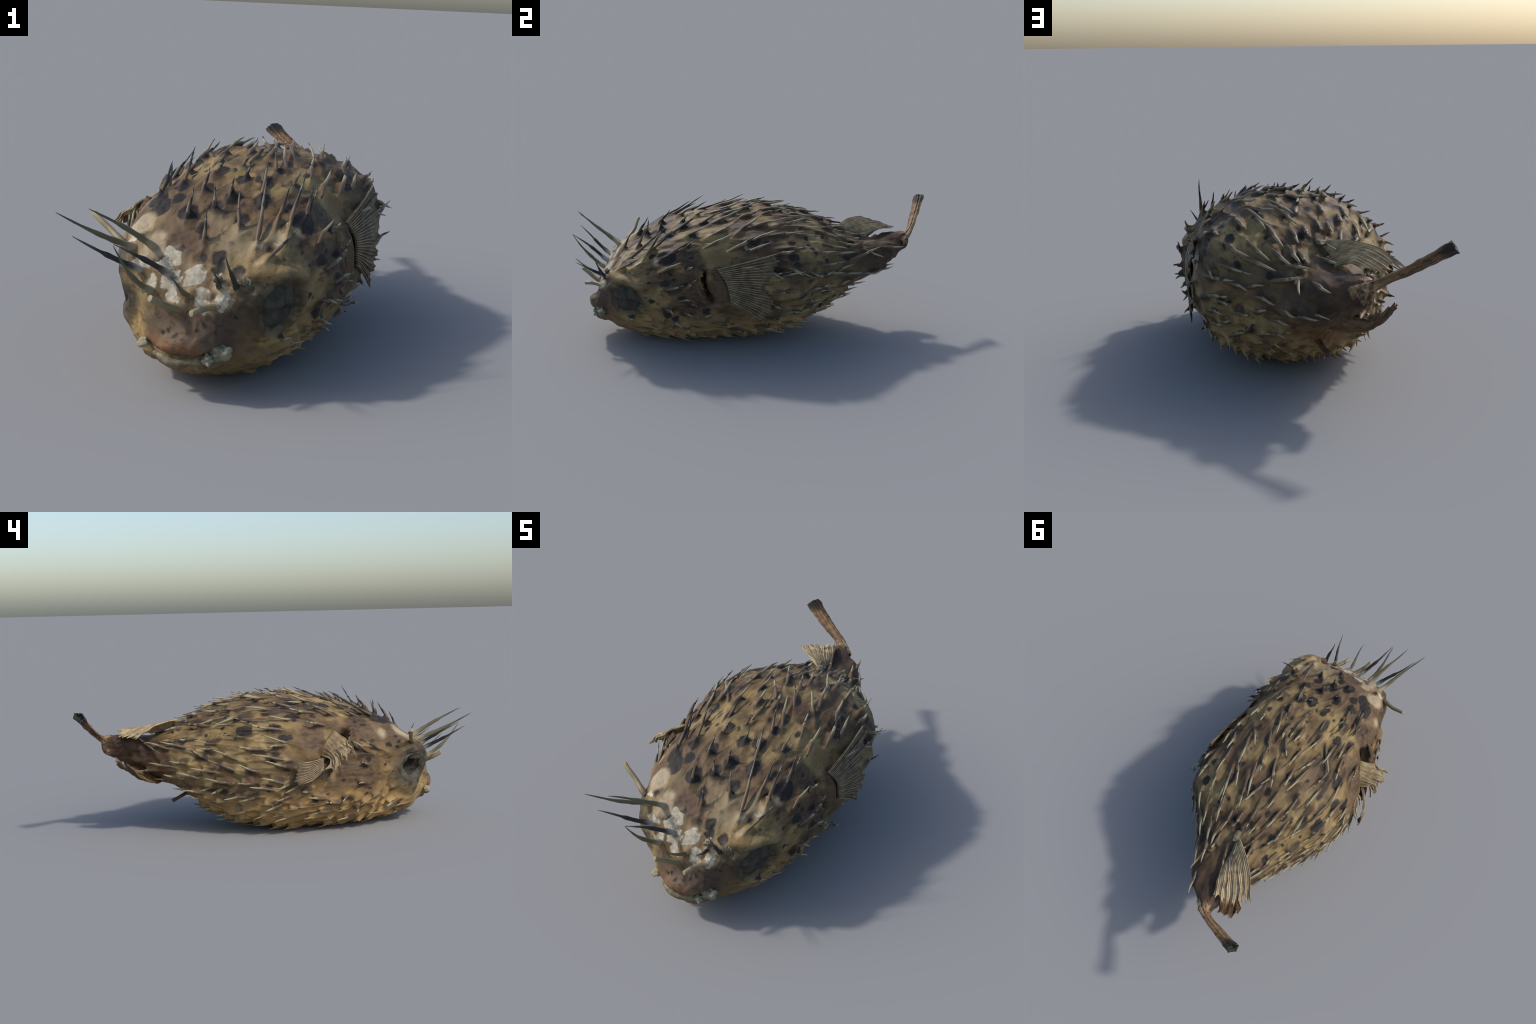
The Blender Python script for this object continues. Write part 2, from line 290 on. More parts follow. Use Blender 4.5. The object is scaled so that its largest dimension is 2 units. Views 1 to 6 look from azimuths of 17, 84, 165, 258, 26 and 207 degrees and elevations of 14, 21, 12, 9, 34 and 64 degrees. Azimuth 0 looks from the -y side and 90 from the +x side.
# spines of the crown: where each leaves the skin and where its tip stands
CROWN_SPINES = [
    ((0.196, -0.715, 0.449), (0.153, -0.476, 0.638)), ((0.264, -0.613, 0.486), (0.289, -0.487, 0.690)),
    ((0.224, -0.745, 0.412), (0.309, -0.613, 0.535)), ((0.220, -0.591, 0.513), (0.228, -0.457, 0.637)),
    ((0.029, -0.725, 0.460), (0.021, -0.668, 0.563)), ((0.117, -0.649, 0.501), (0.102, -0.585, 0.616)),
    ((-0.056, -0.648, 0.518), (-0.058, -0.583, 0.627)), ((0.018, -0.603, 0.535), (0.008, -0.573, 0.632)),
    ((-0.050, -0.527, 0.582), (-0.048, -0.464, 0.668)), ((-0.185, -0.500, 0.573), (-0.241, -0.313, 0.635)), ((-0.200, -0.545, 0.552), (-0.232, -0.348, 0.650)),
    ((0.043, -0.518, 0.577), (0.052, -0.501, 0.649)), ((0.139, -0.498, 0.563), (0.111, -0.330, 0.676)),
    ((-0.142, -0.484, 0.590), (-0.170, -0.272, 0.698)), ((0.054, -0.412, 0.623), (0.063, -0.366, 0.668)),
    ((0.286, -0.435, 0.538), (0.294, -0.330, 0.617)),
]

# long brow spines: root, tip, root radius, sideways bow
BROW_SPINES = [
    ((-0.190, -0.744, 0.440), (-0.337, -0.981, 0.578), 0.0125, 0.010, 'pale'),
    ((-0.129, -0.749, 0.448), (-0.238, -0.966, 0.597), 0.0125, -0.008, 'pale'),
    ((-0.152, -0.798, 0.387), (-0.295, -0.964, 0.508), 0.0120, 0.006, 'dark'),
    ((-0.054, -0.814, 0.387), (-0.146, -0.996, 0.508), 0.0120, -0.006, 'dark'),
    ((-0.101, -0.834, 0.342), (-0.148, -0.994, 0.503), 0.0120, 0.022, 'pale'),
    ((0.035, -0.826, 0.334), (0.024, -0.973, 0.430), 0.0110, 0.014, 'pale'),
    ((0.120, -0.806, 0.364), (0.153, -0.958, 0.454), 0.0105, 0.004, 'dark'),
    ((0.175, -0.795, 0.362), (0.156, -0.867, 0.481), 0.0120, 0.010, 'dark'),
]
BROKEN_SPINES = [
    ((0.014, -0.840, 0.292), (-0.052, -0.941, 0.342), 0.0145, 0.010, 'stub'),
    ((0.122, -0.829, 0.302), (0.070, -0.921, 0.306), 0.0135, -0.008, 'stub'),
    ((-0.272, -0.686, 0.449), (-0.383, -0.638, 0.510), 0.0130, 0.006, 'stub'),
]

# ----------------------------------------------------------------------------
# body: cross-sections along y (centre x, half width, top, bottom, height of the
# widest point as a fraction, sideways lean of the section), superellipse rounding above and below
# ----------------------------------------------------------------------------
STATIONS = np.array([
    (-0.902, 0.032, 0.004, 0.203, 0.199, 0.550, -0.001),
    (-0.890, 0.038, 0.050, 0.224, 0.163, 0.550, 0.009),
    (-0.865, 0.034, 0.090, 0.244, 0.112, 0.560, 0.010),
    (-0.810, 0.014, 0.166, 0.362, 0.085, 0.740, -0.024),
    (-0.720, 0.021, 0.271, 0.472, 0.037, 0.759, 0.004),
    (-0.580, 0.025, 0.314, 0.565, 0.013, 0.676, -0.018),
    (-0.400, 0.017, 0.368, 0.629, 0.007, 0.506, -0.003),
    (-0.200, 0.017, 0.375, 0.668, 0.006, 0.454, -0.002),
    (0.000, 0.014, 0.401, 0.677, 0.015, 0.524, 0.008),
    (0.200, 0.033, 0.362, 0.648, 0.062, 0.595, 0.016),
    (0.380, 0.029, 0.256, 0.581, 0.152, 0.568, 0.012),
    (0.520, 0.018, 0.182, 0.517, 0.252, 0.529, -0.008),
    (0.640, 0.030, 0.118, 0.490, 0.314, 0.530, -0.018),
    (0.740, 0.014, 0.086, 0.505, 0.364, 0.520, -0.016),
    (0.835, -0.019, 0.034, 0.511, 0.422, 0.478, -0.003),
])
EXP_TOP, EXP_BOT = 2.27, 2.39
NOSE = 0.9025
N_AROUND = 440
rows_y = np.concatenate([np.linspace(0.023, 0.20, 26) ** 2 - NOSE, np.linspace(-0.858, 0.835, 316)])

def section(y):
    u = np.sqrt(np.asarray(y) + NOSE)
    return [hermite(np.sqrt(STATIONS[:, 0] + NOSE), STATIONS[:, k], u) for k in range(1, 7)]

def loft():
    cx, w, zt, zb, fr, lean = [a[:, None] for a in section(rows_y)]
    th = np.linspace(0, 2 * np.pi, N_AROUND, endpoint=False)
    c, s = np.cos(th)[None], np.sin(th)[None]
    e = np.where(s > 0, EXP_TOP, EXP_BOT)
    zc = zb + fr * (zt - zb)
    v = np.sign(s) * np.abs(s) ** (2 / e)
    X = cx + np.abs(w) * np.sign(c) * np.abs(c) ** (2 / e) + lean * v
    # the belly sags over to the left
    X = X - 0.015 * smooth(-0.72, -0.50, rows_y)[:, None] * (1 - smooth(-0.15, 0.10, rows_y))[:, None] * np.clip(-v, 0, 1)
    Z = zc + np.where(s > 0, zt - zc, zc - zb) * v
    return np.stack([X, np.broadcast_to(rows_y[:, None], X.shape), Z], -1)

P0 = loft()
N0 = grid_normals(P0)
if N0[150, 110, 2] < 0:
    N0 = -N0

EYE_R = np.array([0.300, -0.706, 0.292]); EYE_RN = unit([0.86, -0.50, -0.05])
EYE_L = np.array([-0.257, -0.708, 0.303]); EYE_LN = unit([-0.86, -0.50, -0.05])

def ball(c, r):
    """gaussian falloff about a point"""
    d = np.linalg.norm((P0 - np.asarray(c)) / np.asarray(r), axis=-1)
    return np.exp(-d * d)

def along(pts, r, n=40):
    """gaussian falloff about a curve, plus the parameter of the nearest point"""
    c = curve(pts, n)
    m = np.full(P0.shape[:2], 9.0); t = np.zeros(P0.shape[:2])
    lo, hi = c[:, 1].min() - 3.5 * r, c[:, 1].max() + 3.5 * r
    r0, r1 = np.searchsorted(rows_y, [lo, hi])
    for k, q in enumerate(c):
        d = np.linalg.norm(P0[r0:r1] - q, axis=-1)
        b = d < m[r0:r1]
        m[r0:r1][b] = d[b]; t[r0:r1][b] = k / (n - 1)
    return np.exp(-(m / r) ** 2), t

MOUTH = [(-0.120, -0.822, 0.158), (-0.080, -0.852, 0.151), (-0.030, -0.876, 0.146),
         (0.020, -0.882, 0.142), (0.070, -0.880, 0.150), (0.105, -0.868, 0.162), (0.135, -0.842, 0.168)]

def head_relief():
    d = np.zeros(P0.shape[:2])
    # sockets and bulges round the eyes
    dr = np.linalg.norm(P0 - EYE_R, axis=-1)
    d += 0.010 * np.exp(-((dr - 0.112) / 0.018) ** 2) - 0.010 * smooth(0.100, 0.050, dr)
    dl = np.linalg.norm(P0 - EYE_L, axis=-1)
    d += 0.008 * np.exp(-((dl - 0.106) / 0.028) ** 2) - 0.010 * smooth(0.085, 0.045, dl)
    # sagging crown between raised, angular brows
    d -= 0.030 * ball((0.09, -0.60, 0.56), (0.15, 0.16, 0.12))
    led, _ = along([(-0.24, -0.64, 0.46), (-0.16, -0.75, 0.42), (-0.05, -0.81, 0.37), (0.08, -0.83, 0.34), (0.20, -0.79, 0.37)], 0.035)
    d += 0.009 * led
    # hollow between left eye and snout, and on the cheeks
    d -= 0.010 * ball((-0.150, -0.790, 0.250), (0.05, 0.05, 0.07))
    d -= 0.008 * ball((0.190, -0.800, 0.230), (0.06, 0.06, 0.08))
    # snout above the lip
    d += 0.002 * ball((0.030, -0.900, 0.225), (0.10, 0.08, 0.05))
    d -= 0.012 * ball((-0.195, -0.750, 0.210), (0.06, 0.07, 0.05))
    # upper lip, mouth crease, lower lip
    up, _ = along(np.array(MOUTH) + (0, -0.006, 0.030), 0.020)
    cr, _ = along(MOUTH, 0.011)
    lo, _ = along(np.array(MOUTH) * (0.8, 1, 1) + (0.004, 0.020, -0.052), 0.020)
    d += 0.006 * up - 0.014 * cr + 0.014 * lo
    # brow ridge carrying the broken spines
    br, _ = along([(-0.10, -0.825, 0.315), (0.02, -0.842, 0.292), (0.12, -0.831, 0.302), (0.22, -0.77, 0.335)], 0.024)
    d += 0.007 * br
    # ridge over the right eye
    rd, _ = along([(0.20, -0.77, 0.40), (0.275, -0.71, 0.400), (0.325, -0.61, 0.385)], 0.026)
    d += 0.026 * rd
    # flat right cheek under a jutting brow, left brow pushed forward
    d -= 0.010 * ball((0.31, -0.62, 0.20), (0.11, 0.17, 0.12)) + 0.002 * ball((0.20, -0.75, 0.12), (0.08, 0.08, 0.07))
    d += 0.018 * ball((0.26, -0.750, 0.325), (0.06, 0.06, 0.06)) + 0.020 * ball((-0.20, -0.765, 0.36), (0.06, 0.06, 0.07))
    # fuller right flank and stalk
    d += 0.018 * ball((0.09, 0.67, 0.455), (0.06, 0.11, 0.06)) + 0.017 * ball((0.34, 0.26, 0.50), (0.07, 0.11, 0.09))
    d += 0.014 * ball((0.40, 0.18, 0.36), (0.07, 0.14, 0.12)) - 0.012 * ball((0.19, 0.46, 0.28), (0.10, 0.10, 0.08))
    # nostril
    d -= 0.014 * ball((-0.096, -0.843, 0.273), (0.012, 0.012, 0.012))
    return d

def gill_relief():
    d = np.zeros(P0.shape[:2])
    g, _ = along([(0.362, -0.300, 0.457), (0.381, -0.298, 0.395), (0.390, -0.263, 0.310)], 0.015)
    d -= 0.048 * g
    g, _ = along([(0.352, -0.335, 0.480), (0.374, -0.335, 0.400), (0.388, -0.300, 0.310)], 0.014)
    d += 0.012 * g
    g, _ = along([(0.362, -0.240, 0.472), (0.388, -0.210, 0.400), (0.396, -0.190, 0.310)], 0.030)
    d += 0.016 * g
    g, _ = along([(-0.305, -0.320, 0.505), (-0.325, -0.302, 0.470), (-0.352, -0.262, 0.410), (-0.362, -0.225, 0.36)], 0.020)
    d -= 0.065 * g
    g, _ = along([(-0.295, -0.236, 0.529), (-0.328, -0.190, 0.490), (-0.362, -0.140, 0.400)], 0.034)
    d += 0.022 * g
    g, _ = along([(-0.300, -0.350, 0.520), (-0.345, -0.365, 0.450)], 0.018)
    d += 0.012 * g
    return d

D = head_relief() + gill_relief() - 0.004
for root, tip, rad, bow, kind in BROW_SPINES + BROKEN_SPINES:
    d = np.linalg.norm(P0 - np.array(root), axis=-1)
    D = D + 0.014 * np.exp(-(d / 0.019) ** 2)
warp = 0.03 * np.stack([noise3(P0, 7, 11), noise3(P0, 7, 12), noise3(P0, 7, 13)], -1)
fold = lambda f, seed: 1 - 2 * np.abs(noise3((P0 + warp) * (1, 0.28, 1), f, seed))
lump = (0.0050 * noise3(P0, 9, 1) + 0.0042 * fold(15, 2) + 0.0024 * fold(34, 4)
        + 0.0012 * noise3(P0 * (1, .45, 1), 75, 3))
flank_fold = (0.004 * noise3(P0 * (1, 0.35, 1), 22, 5) + 0.004 * fold(26, 7)) * smooth(0.30, 0.10, P0[..., 2])
SKIN_BASE = P0 + N0 * (D + lump + flank_fold)[..., None]

def frame(y, ang):
    """point, normal, backward and sideways tangents on the loft"""
    r = int(np.argmin(np.abs(rows_y - y))); c = int(round(ang / 360 * N_AROUND)) % N_AROUND
    r = min(max(r, 1), len(rows_y) - 2)
    n = N0[r, c]
    e1 = unit(P0[r + 1, c] - P0[r - 1, c])
    e2 = np.cross(n, e1)
    return SKIN_BASE[r, c], n, e1, e2

# the underside is out of sight: continue the pattern as staggered rows
def hidden_rows():
    out = []
    for i, y in enumerate(np.arange(-0.62, 0.34, 0.085)):
        for j, a in enumerate(np.arange(236, 308, 11)):
            a = a + (i % 2) * 6.5 + rng.uniform(-2, 2)
            out.append((y + rng.uniform(-.015, .015), a, rng.uniform(.07, .10), rng.uniform(-10, 10), rng.uniform(10, 20)))
    return out

ALL = []
NEAR = SKIN_BASE[::4, ::4].reshape(-1, 3); NEAR_N = N0[::4, ::4].reshape(-1, 3)

def add_spine(region, y, a, l, h, li, hidden=False):
    B, n, e1, e2 = frame(y, a)
    hd = math.radians(h); lf = math.radians(max(li, 5))
    t = math.cos(hd) * e1 + math.sin(hd) * e2
    ax = math.cos(lf) * t + math.sin(lf) * n
    if region != 'belly':
        # the spine lies along the skin: its tip ends a little above the surface it points over
        g = B + t * l
        d = ((NEAR - g) ** 2).sum(1)
        k = int(np.argmin(d))
        tip = NEAR[k] + NEAR_N[k] * (float(np.interp(y, [0.1, 0.4], [0.034 if region == 'flank' else 0.025, 0.019])) + rng.uniform(-0.006, 0.008) + 0.4 * l * math.sin(lf))
        tip[2] = min(tip[2], 0.706)
        B = B + n * 0.006
        ax = unit(tip - B)
        t = unit(ax - n * (ax @ n))
        lf = max(math.asin(float(ax @ n)), math.radians(3))
    ALL.append(dict(B=B, n=n, t=t, ax=ax, L=l, lift=lf, region=region, fat=rng.uniform(0.85, 1.2), hidden=hidden))

def add_crown(root, tip):
    d = np.linalg.norm(SKIN_BASE - np.array(root), axis=-1)
    r, c = np.unravel_index(np.argmin(d), d.shape)
    B, n = SKIN_BASE[r, c], N0[r, c]
    w = np.array(tip) - B
    L = np.linalg.norm(w); ax = w / L
    lf = max(math.asin(float(ax @ n)), math.radians(8))
    t = unit(ax - n * (ax @ n))
    ALL.append(dict(B=B, n=n, t=t, ax=ax, L=L, lift=lf, region='crown', fat=rng.uniform(0.95, 1.2), hidden=False))

def clear(y, a, gap):
    B = frame(y, a)[0]
    return all(np.linalg.norm(B - q['B']) > gap for q in ALL)

for root, tip in CROWN_SPINES:
    add_crown(root, tip)
for region, rows in (('crown', CROWN), ('back', BACK), ('flank', RIGHT_FLANK), ('flank', LEFT_FLANK), ('belly', UNDERSIDE)):
    for y, a, l, h, li in rows:
        if region == 'crown' and (y < -0.49 or not clear(y, a, 0.05)):
            continue
        top = float(np.interp(y, [-0.45, -0.25, -0.1], [12, 9, 6]))
        add_spine(region, y, a, l * (1.12 if region in ('back', 'flank') else 1), h, min(li, top) if region != 'belly' else (li + 10 if y > 0 else li + 4))
# staggered rows between the placed ones, wherever there is still room
for i, y in enumerate(np.arange(-0.22, 0.52, 0.06)):
    for a in np.arange(0, 360, 9):
        a = a + (i % 2) * 4.5 + rng.uniform(-2, 2); yy_ = y + rng.uniform(-.02, .02)
        low = 218 < a < 322
        if -0.36 < yy_ < 0.06 and (a < 22 or a > 335 or 150 < a < 205):
            continue
        if not low and len(ALL) < 288 and clear(yy_, a, 0.078):
            add_spine('back' if 25 < a < 155 else 'flank', yy_, a, rng.uniform(.10, .15), rng.uniform(-8, 12) if a < 90 else rng.uniform(-14, 6), rng.uniform(6, 9))
for y, a, l, h, li in hidden_rows():
    if clear(y, a, 0.05):
        add_spine('belly', y, a, l, h, li, hidden=True)
for i, y in enumerate(np.arange(-0.60, 0.40, 0.055)):
    for a in np.concatenate([np.arange(203, 235, 8), np.arange(308, 334, 8)]):
        a = a + (i % 2) * 4 + rng.uniform(-2, 2)
        if -0.34 < y < 0.08 and a > 328:
            continue
        if clear(y, a, 0.05):
            add_spine('belly', y, a, rng.uniform(.045, .080), rng.uniform(-8, 12), rng.uniform(14, 22), hidden=True)

def tents():
    """skin drawn up along the lower part of every spine"""
    flat = P0.reshape(-1, 3)
    h = np.zeros(len(flat)); dip = np.zeros(len(flat))
    yy = flat[:, 1]
    for s in ALL:
        sh = {'crown': 0.34, 'back': 0.56, 'flank': 0.55, 'belly': 0.55}[s['region']] * s['L']
        sh = min(max(sh, 0.030), 0.095 if s['region'] != 'crown' else 0.060)
        s['sheath'] = sh
        lead = 0.035 + 0.25 * sh
        r0, r1 = np.searchsorted(rows_y, [s['B'][1] - sh - 0.09, s['B'][1] + sh + 0.09])
        part = np.arange(r0 * N_AROUND, r1 * N_AROUND)
        w = flat[part] - s['B']
        near = np.abs(w).max(1) < sh + 0.07
        sel = part[near]; w = w[near]
        u = w @ s['t']; k = w @ s['n']
        v = np.sqrt(np.maximum((w * w).sum(1) - u * u - k * k, 0))
        rise = s['fat'] * 0.0125 + np.clip(u, 0, sh) * math.tan(s['lift'])
        hgt = rise * smooth(-lead, 0.016, u) * (1 - smooth(sh - 0.006, sh + 0.010, u))
        wid = np.interp(u, [-lead, 0, sh], [0.022, 0.0175, 0.0085]) * s['fat']
        if s['region'] == 'belly':
            wid = wid * 1.25
        h[sel] = np.maximum(h[sel], hgt * np.exp(-(v / wid) ** 1.3))
        # hollow just behind the raised end
        dip[sel] = np.maximum(dip[sel], 0.005 * np.exp(-((u - sh - 0.022) / 0.016) ** 2 - (v / 0.014) ** 2))
    return (h - dip).reshape(P0.shape[:2])

dl_ = np.linalg.norm(P0 - EYE_L, axis=-1); dr_ = np.linalg.norm(P0 - EYE_R, axis=-1)
SMOOTH_BODY = P0 + N0 * D[..., None]
D = D - 0.055 * smooth(0.080, 0.045, dl_) - 0.008 * smooth(0.085, 0.070, dr_)
T = tents()
ped = smooth(0.55, 0.72, P0[..., 1])
twist = ped * (0.006 * np.sin(P0[..., 1] * 95 + 3 * noise3(P0, 14, 6)) * noise3(P0, 12, 8) + 0.007 * noise3(P0 * (1, .4, 1), 30, 9))
PB = P0 + N0 * (D + T + lump + flank_fold + twist)[..., None]
# dropped chin, blunt face: nothing below the ground
PB[..., 2] = np.where(PB[..., 2] < 0.012, 0.012 - 0.012 * (1 - np.exp(-(0.012 - PB[..., 2]) / 0.012)), PB[..., 2])
NB = grid_normals(PB)
if NB[150, 110, 2] < 0:
    NB = -NB

# ----------------------------------------------------------------------------
# materials
# ----------------------------------------------------------------------------
def skin_material():
    m = Nodes('dried_spotted_skin', rough=0.62, spec=0.22)
    co = m.co
    w = m.warp(co, 14, 0.035)
    x, y, z = m.xyz(w)[0:3]
    long_co = m.vmath('MULTIPLY', w, (1, 0.45, 1))
    n_big = m.noise(w, 4.5, 3)
    n_mid = m.noise(long_co, 13, 4, 0.6)
    n_fine = m.noise(m.vmath('MULTIPLY', co, (1, 0.4, 1)), 70, 3, 0.65)
    tan = m.mix(m.ramp(n_mid, 0.35, 0.65), (0.195, 0.128, 0.055), (0.335, 0.245, 0.108))
    brown = m.mix(m.ramp(n_fine, 0.3, 0.7), (0.075, 0.047, 0.027), (0.145, 0.092, 0.050))
    col = m.mix(m.ramp(n_big, 0.42, 0.60), tan, brown)
    # pale olive belly and orange lower flank
    belly_t = m.mix(m.ramp(n_mid, 0.35, 0.68), (0.300, 0.195, 0.080), (0.420, 0.262, 0.105))
    belly_t = m.mix(m.ramp(m.noise(w, 17, 3), 0.52, 0.68), belly_t, (0.300, 0.215, 0.112))
    low = m.math('MULTIPLY', m.ramp(m.math('ADD', z, m.math('MULTIPLY', n_big, 0.12)), 0.36, 0.14), m.ramp(y, -0.78, -0.52, 0.35, 1.0))
    col = m.mix(low, col, belly_t)
    # yellow flecks
    col = m.mix(m.math('MULTIPLY', m.ramp(m.noise(m.vmath('MULTIPLY', w, (1, .5, 1)), 12, 3), 0.60, 0.72), 0.6), col, (0.360, 0.225, 0.070))
    # purplish brown saddle on the head, pale centre of the forehead
    saddle = m.blobs(w, [(-0.06, -0.67, .52, .12), (0.02, -0.54, .59, .12), (-0.10, -0.52, .57, .12), (0.12, -0.52, .60, .07),
                         (0.22, -0.10, .65, .07), (0.05, 0.20, .65, .10), (0.25, 0.05, .63, .06), (-0.20, 0.0, .64, .09)], 0.06)
    col = m.mix(m.math('MULTIPLY', saddle, 0.8), col, m.mix(n_fine, (0.066, 0.040, 0.026), (0.130, 0.084, 0.052)))
    cream = m.blobs(w, [(0.13, -0.68, .50, .085), (0.20, -0.65, .50, .06), (0.06, -0.62, .55, .05), (0.28, -0.53, .52, .03)], 0.03)
    col = m.mix(m.math('MULTIPLY', cream, 0.75), col, m.mix(n_mid, (0.190, 0.140, 0.080), (0.300, 0.245, 0.150)))
    # reddish lips, dark snout
    snout = m.blobs(w, [(0.03, -0.90, .24, .09), (-0.07, -0.86, .24, .06), (0.12, -0.85, .25, .08)], 0.035)
    col = m.mix(m.math('MULTIPLY', snout, 0.8), col, m.mix(n_fine, (0.075, 0.052, 0.040), (0.135, 0.092, 0.062)))
    lips = m.blobs(w, [(-0.08, -0.86, .185, .026), (-0.03, -0.90, .175, .028), (0.02, -0.92, .168, .03), (0.07, -0.92, .175, .028),
                       (-0.05, -0.83, .10, .022), (0.0, -0.84, .08, .022), (0.05, -0.85, .085, .022)], 0.02)
    col = m.mix(m.math('MULTIPLY', lips, 0.8), col, (0.180, 0.078, 0.036))
    chin = m.blobs(w, [(0.15, -0.78, .10, .07), (0.10, -0.80, .08, .05)], 0.03)
    col = m.mix(m.math('MULTIPLY', chin, 0.6), col, (0.180, 0.120, 0.050))
    # grey-green and black skin round the eyes
    eyes = m.blobs(w, [(0.285, -0.700, .295, .108), (0.225, -0.765, .345, .055), (0.25, -0.745, .30, .07), (-0.245, -0.705, .304, .118), (-0.225, -0.735, .36, .065), (-0.19, -0.765, .30, .06)], 0.032)
    eye_c = m.mix(m.ramp(m.noise(m.warp(co, 22, .06), 24, 3), 0.42, 0.6), (0.022, 0.023, 0.020), (0.085, 0.075, 0.052))
    col = m.mix(m.math('MULTIPLY', eyes, 0.9), col, eye_c)
    # dark red-brown tail stalk with a pale scuffed end
    stalk = m.ramp(m.math('ADD', y, m.math('MULTIPLY', n_big, 0.10)), 0.55, 0.68)
    col = m.mix(stalk, col, m.mix(m.ramp(n_mid, .35, .65), (0.036, 0.022, 0.015), (0.098, 0.058, 0.034)))
    under = m.blobs(w, [(-0.03, .56, .30, .10), (0.0, 0.48, .22, .08), (0.06, 0.5, 0.25, 0.07)], 0.05)
    col = m.mix(m.math('MULTIPLY', under, 0.75), col, (0.170, 0.080, 0.032))
    knob = m.blobs(w, [(-0.02, .835, .505, .03), (-0.015, 0.845, .46, .032), (-0.03, 0.83, .43, .022)], 0.012)
    scratch = m.ramp(m.noise(m.warp(co, 30, .08), 38, 3), 0.44, 0.60)
    col = m.mix(m.math('MULTIPLY', knob, scratch), col, (0.330, 0.220, 0.120))
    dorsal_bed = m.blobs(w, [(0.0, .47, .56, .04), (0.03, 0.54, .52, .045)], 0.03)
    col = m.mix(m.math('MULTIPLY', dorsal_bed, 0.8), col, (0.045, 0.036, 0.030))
    # brown sheaths
    ridge = m.blobs(m.warp(co, 24, 0.02), RIDGES, 0.007, stretch=(1, 0.36, 1))
    col = m.mix(m.math('MULTIPLY', ridge, 0.62), col, m.mix(n_mid, (0.060, 0.040, 0.027), (0.150, 0.100, 0.060)))
    # shading beside many spine sheaths, painted on one side as dark streaks
    streak = m.blobs(m.warp(co, 24, 0.02), STREAKS, 0.007, stretch=(1, 0.36, 1))
    col = m.mix(m.math('MULTIPLY', streak, m.ramp(n_mid, 0.30, 0.60, 0.45, 0.9)), col, (0.040, 0.028, 0.022))
    # darker brown rear flank and cheeks
    murk = m.blobs(w, [(0.30, .36, .43, .09), (0.22, .48, .42, .09), (0.36, .22, .44, .07), (0.17, .56, .40, .07),
                       (0.30, -.62, .36, .05), (0.19, -.80, .29, .06), (0.15, -.82, .22, .05)], 0.06)
    col = m.mix(m.math('MULTIPLY', murk, 0.72), col, m.mix(n_mid, (0.040, 0.028, 0.020), (0.115, 0.078, 0.046)))
    # white worn patches where the brow skin has flaked
    wh = m.warp(m.warp(co, 24, 0.07), 80, 0.016)
    white = m.blobs(wh, WHITE, 0.004, grow=1.55)
    chalk = m.mix(m.ramp(m.noise(co, 60, 3), 0.35, 0.7), (0.370, 0.330, 0.245), (0.540, 0.495, 0.385))
    # black spots
    sp = m.warp(co, 32, 0.026)
    spots = m.blobs(sp, [(x_, y_, z_, max(r_, 0.0085)) for x_, y_, z_, r_ in HEAD_SPOTS + BACK_SPOTS], 0.0045, stretch=(1, 0.66, 1), grow=1.0)
    ink = m.mix(m.ramp(m.noise(co, 45, 3), 0.4, 0.75), (0.010, 0.010, 0.012), (0.028, 0.025, 0.026))
    col = m.mix(m.math('MULTIPLY', spots, 0.94), col, ink)
    halo = m.blobs(m.warp(co, 22, 0.04), WHITE, 0.014, grow=1.9)
    col = m.mix(m.math('MULTIPLY', halo, m.ramp(n_mid, 0.35, 0.6, 0.15, 0.75)), col, (0.300, 0.225, 0.135))
    col = m.mix(white, col, chalk)
    creamy = m.blobs(m.warp(co, 20, 0.03), CREAM, 0.016, grow=1.4)
    col = m.mix(m.math('MULTIPLY', creamy, 0.85), col, m.mix(n_mid, (0.33, 0.24, 0.13), (0.50, 0.43, 0.31)))
    # cavity shadow of the gill openings, painted near-black into the skin colour
    gill = m.blobs(co, [(0.330, -0.298, .440, .020), (0.335, -0.297, .415, .024), (0.340, -0.288, .38, .024), (0.345, -0.275, .34, .020),
                        (-0.270, -0.308, .465, .030), (-0.295, -0.275, .425, .030), (-0.31, -0.24, .38, .026)], 0.010)
    col = m.mix(gill, col, (0.010, 0.008, 0.007))
    # dark lengthwise streaks
    st = m.noise(m.vmath('MULTIPLY', m.warp(co, 9, 0.05), (1, 0.22, 1)), 30, 3, 0.6)
    keep_pale = m.math('SUBTRACT', 1.0, m.math('MAXIMUM', white, creamy))
    col = m.mix(m.math('MULTIPLY', m.ramp(st, 0.53, 0.66, 0, 0.6), keep_pale), col, (0.036, 0.026, 0.020))
    # fine streaks
    col = m.mix(m.ramp(n_fine, 0.25, 0.75, 0.0, 0.35), col, m.mix(0.5, col, (0.02, 0.015, 0.01)))
    nb = m.bump(n_mid, 0.35, 0.010)
    nb = m.bump(m.noise(co, 160, 4, 0.6), 0.28, 0.003, nb)
    return m.finish(col, nb)

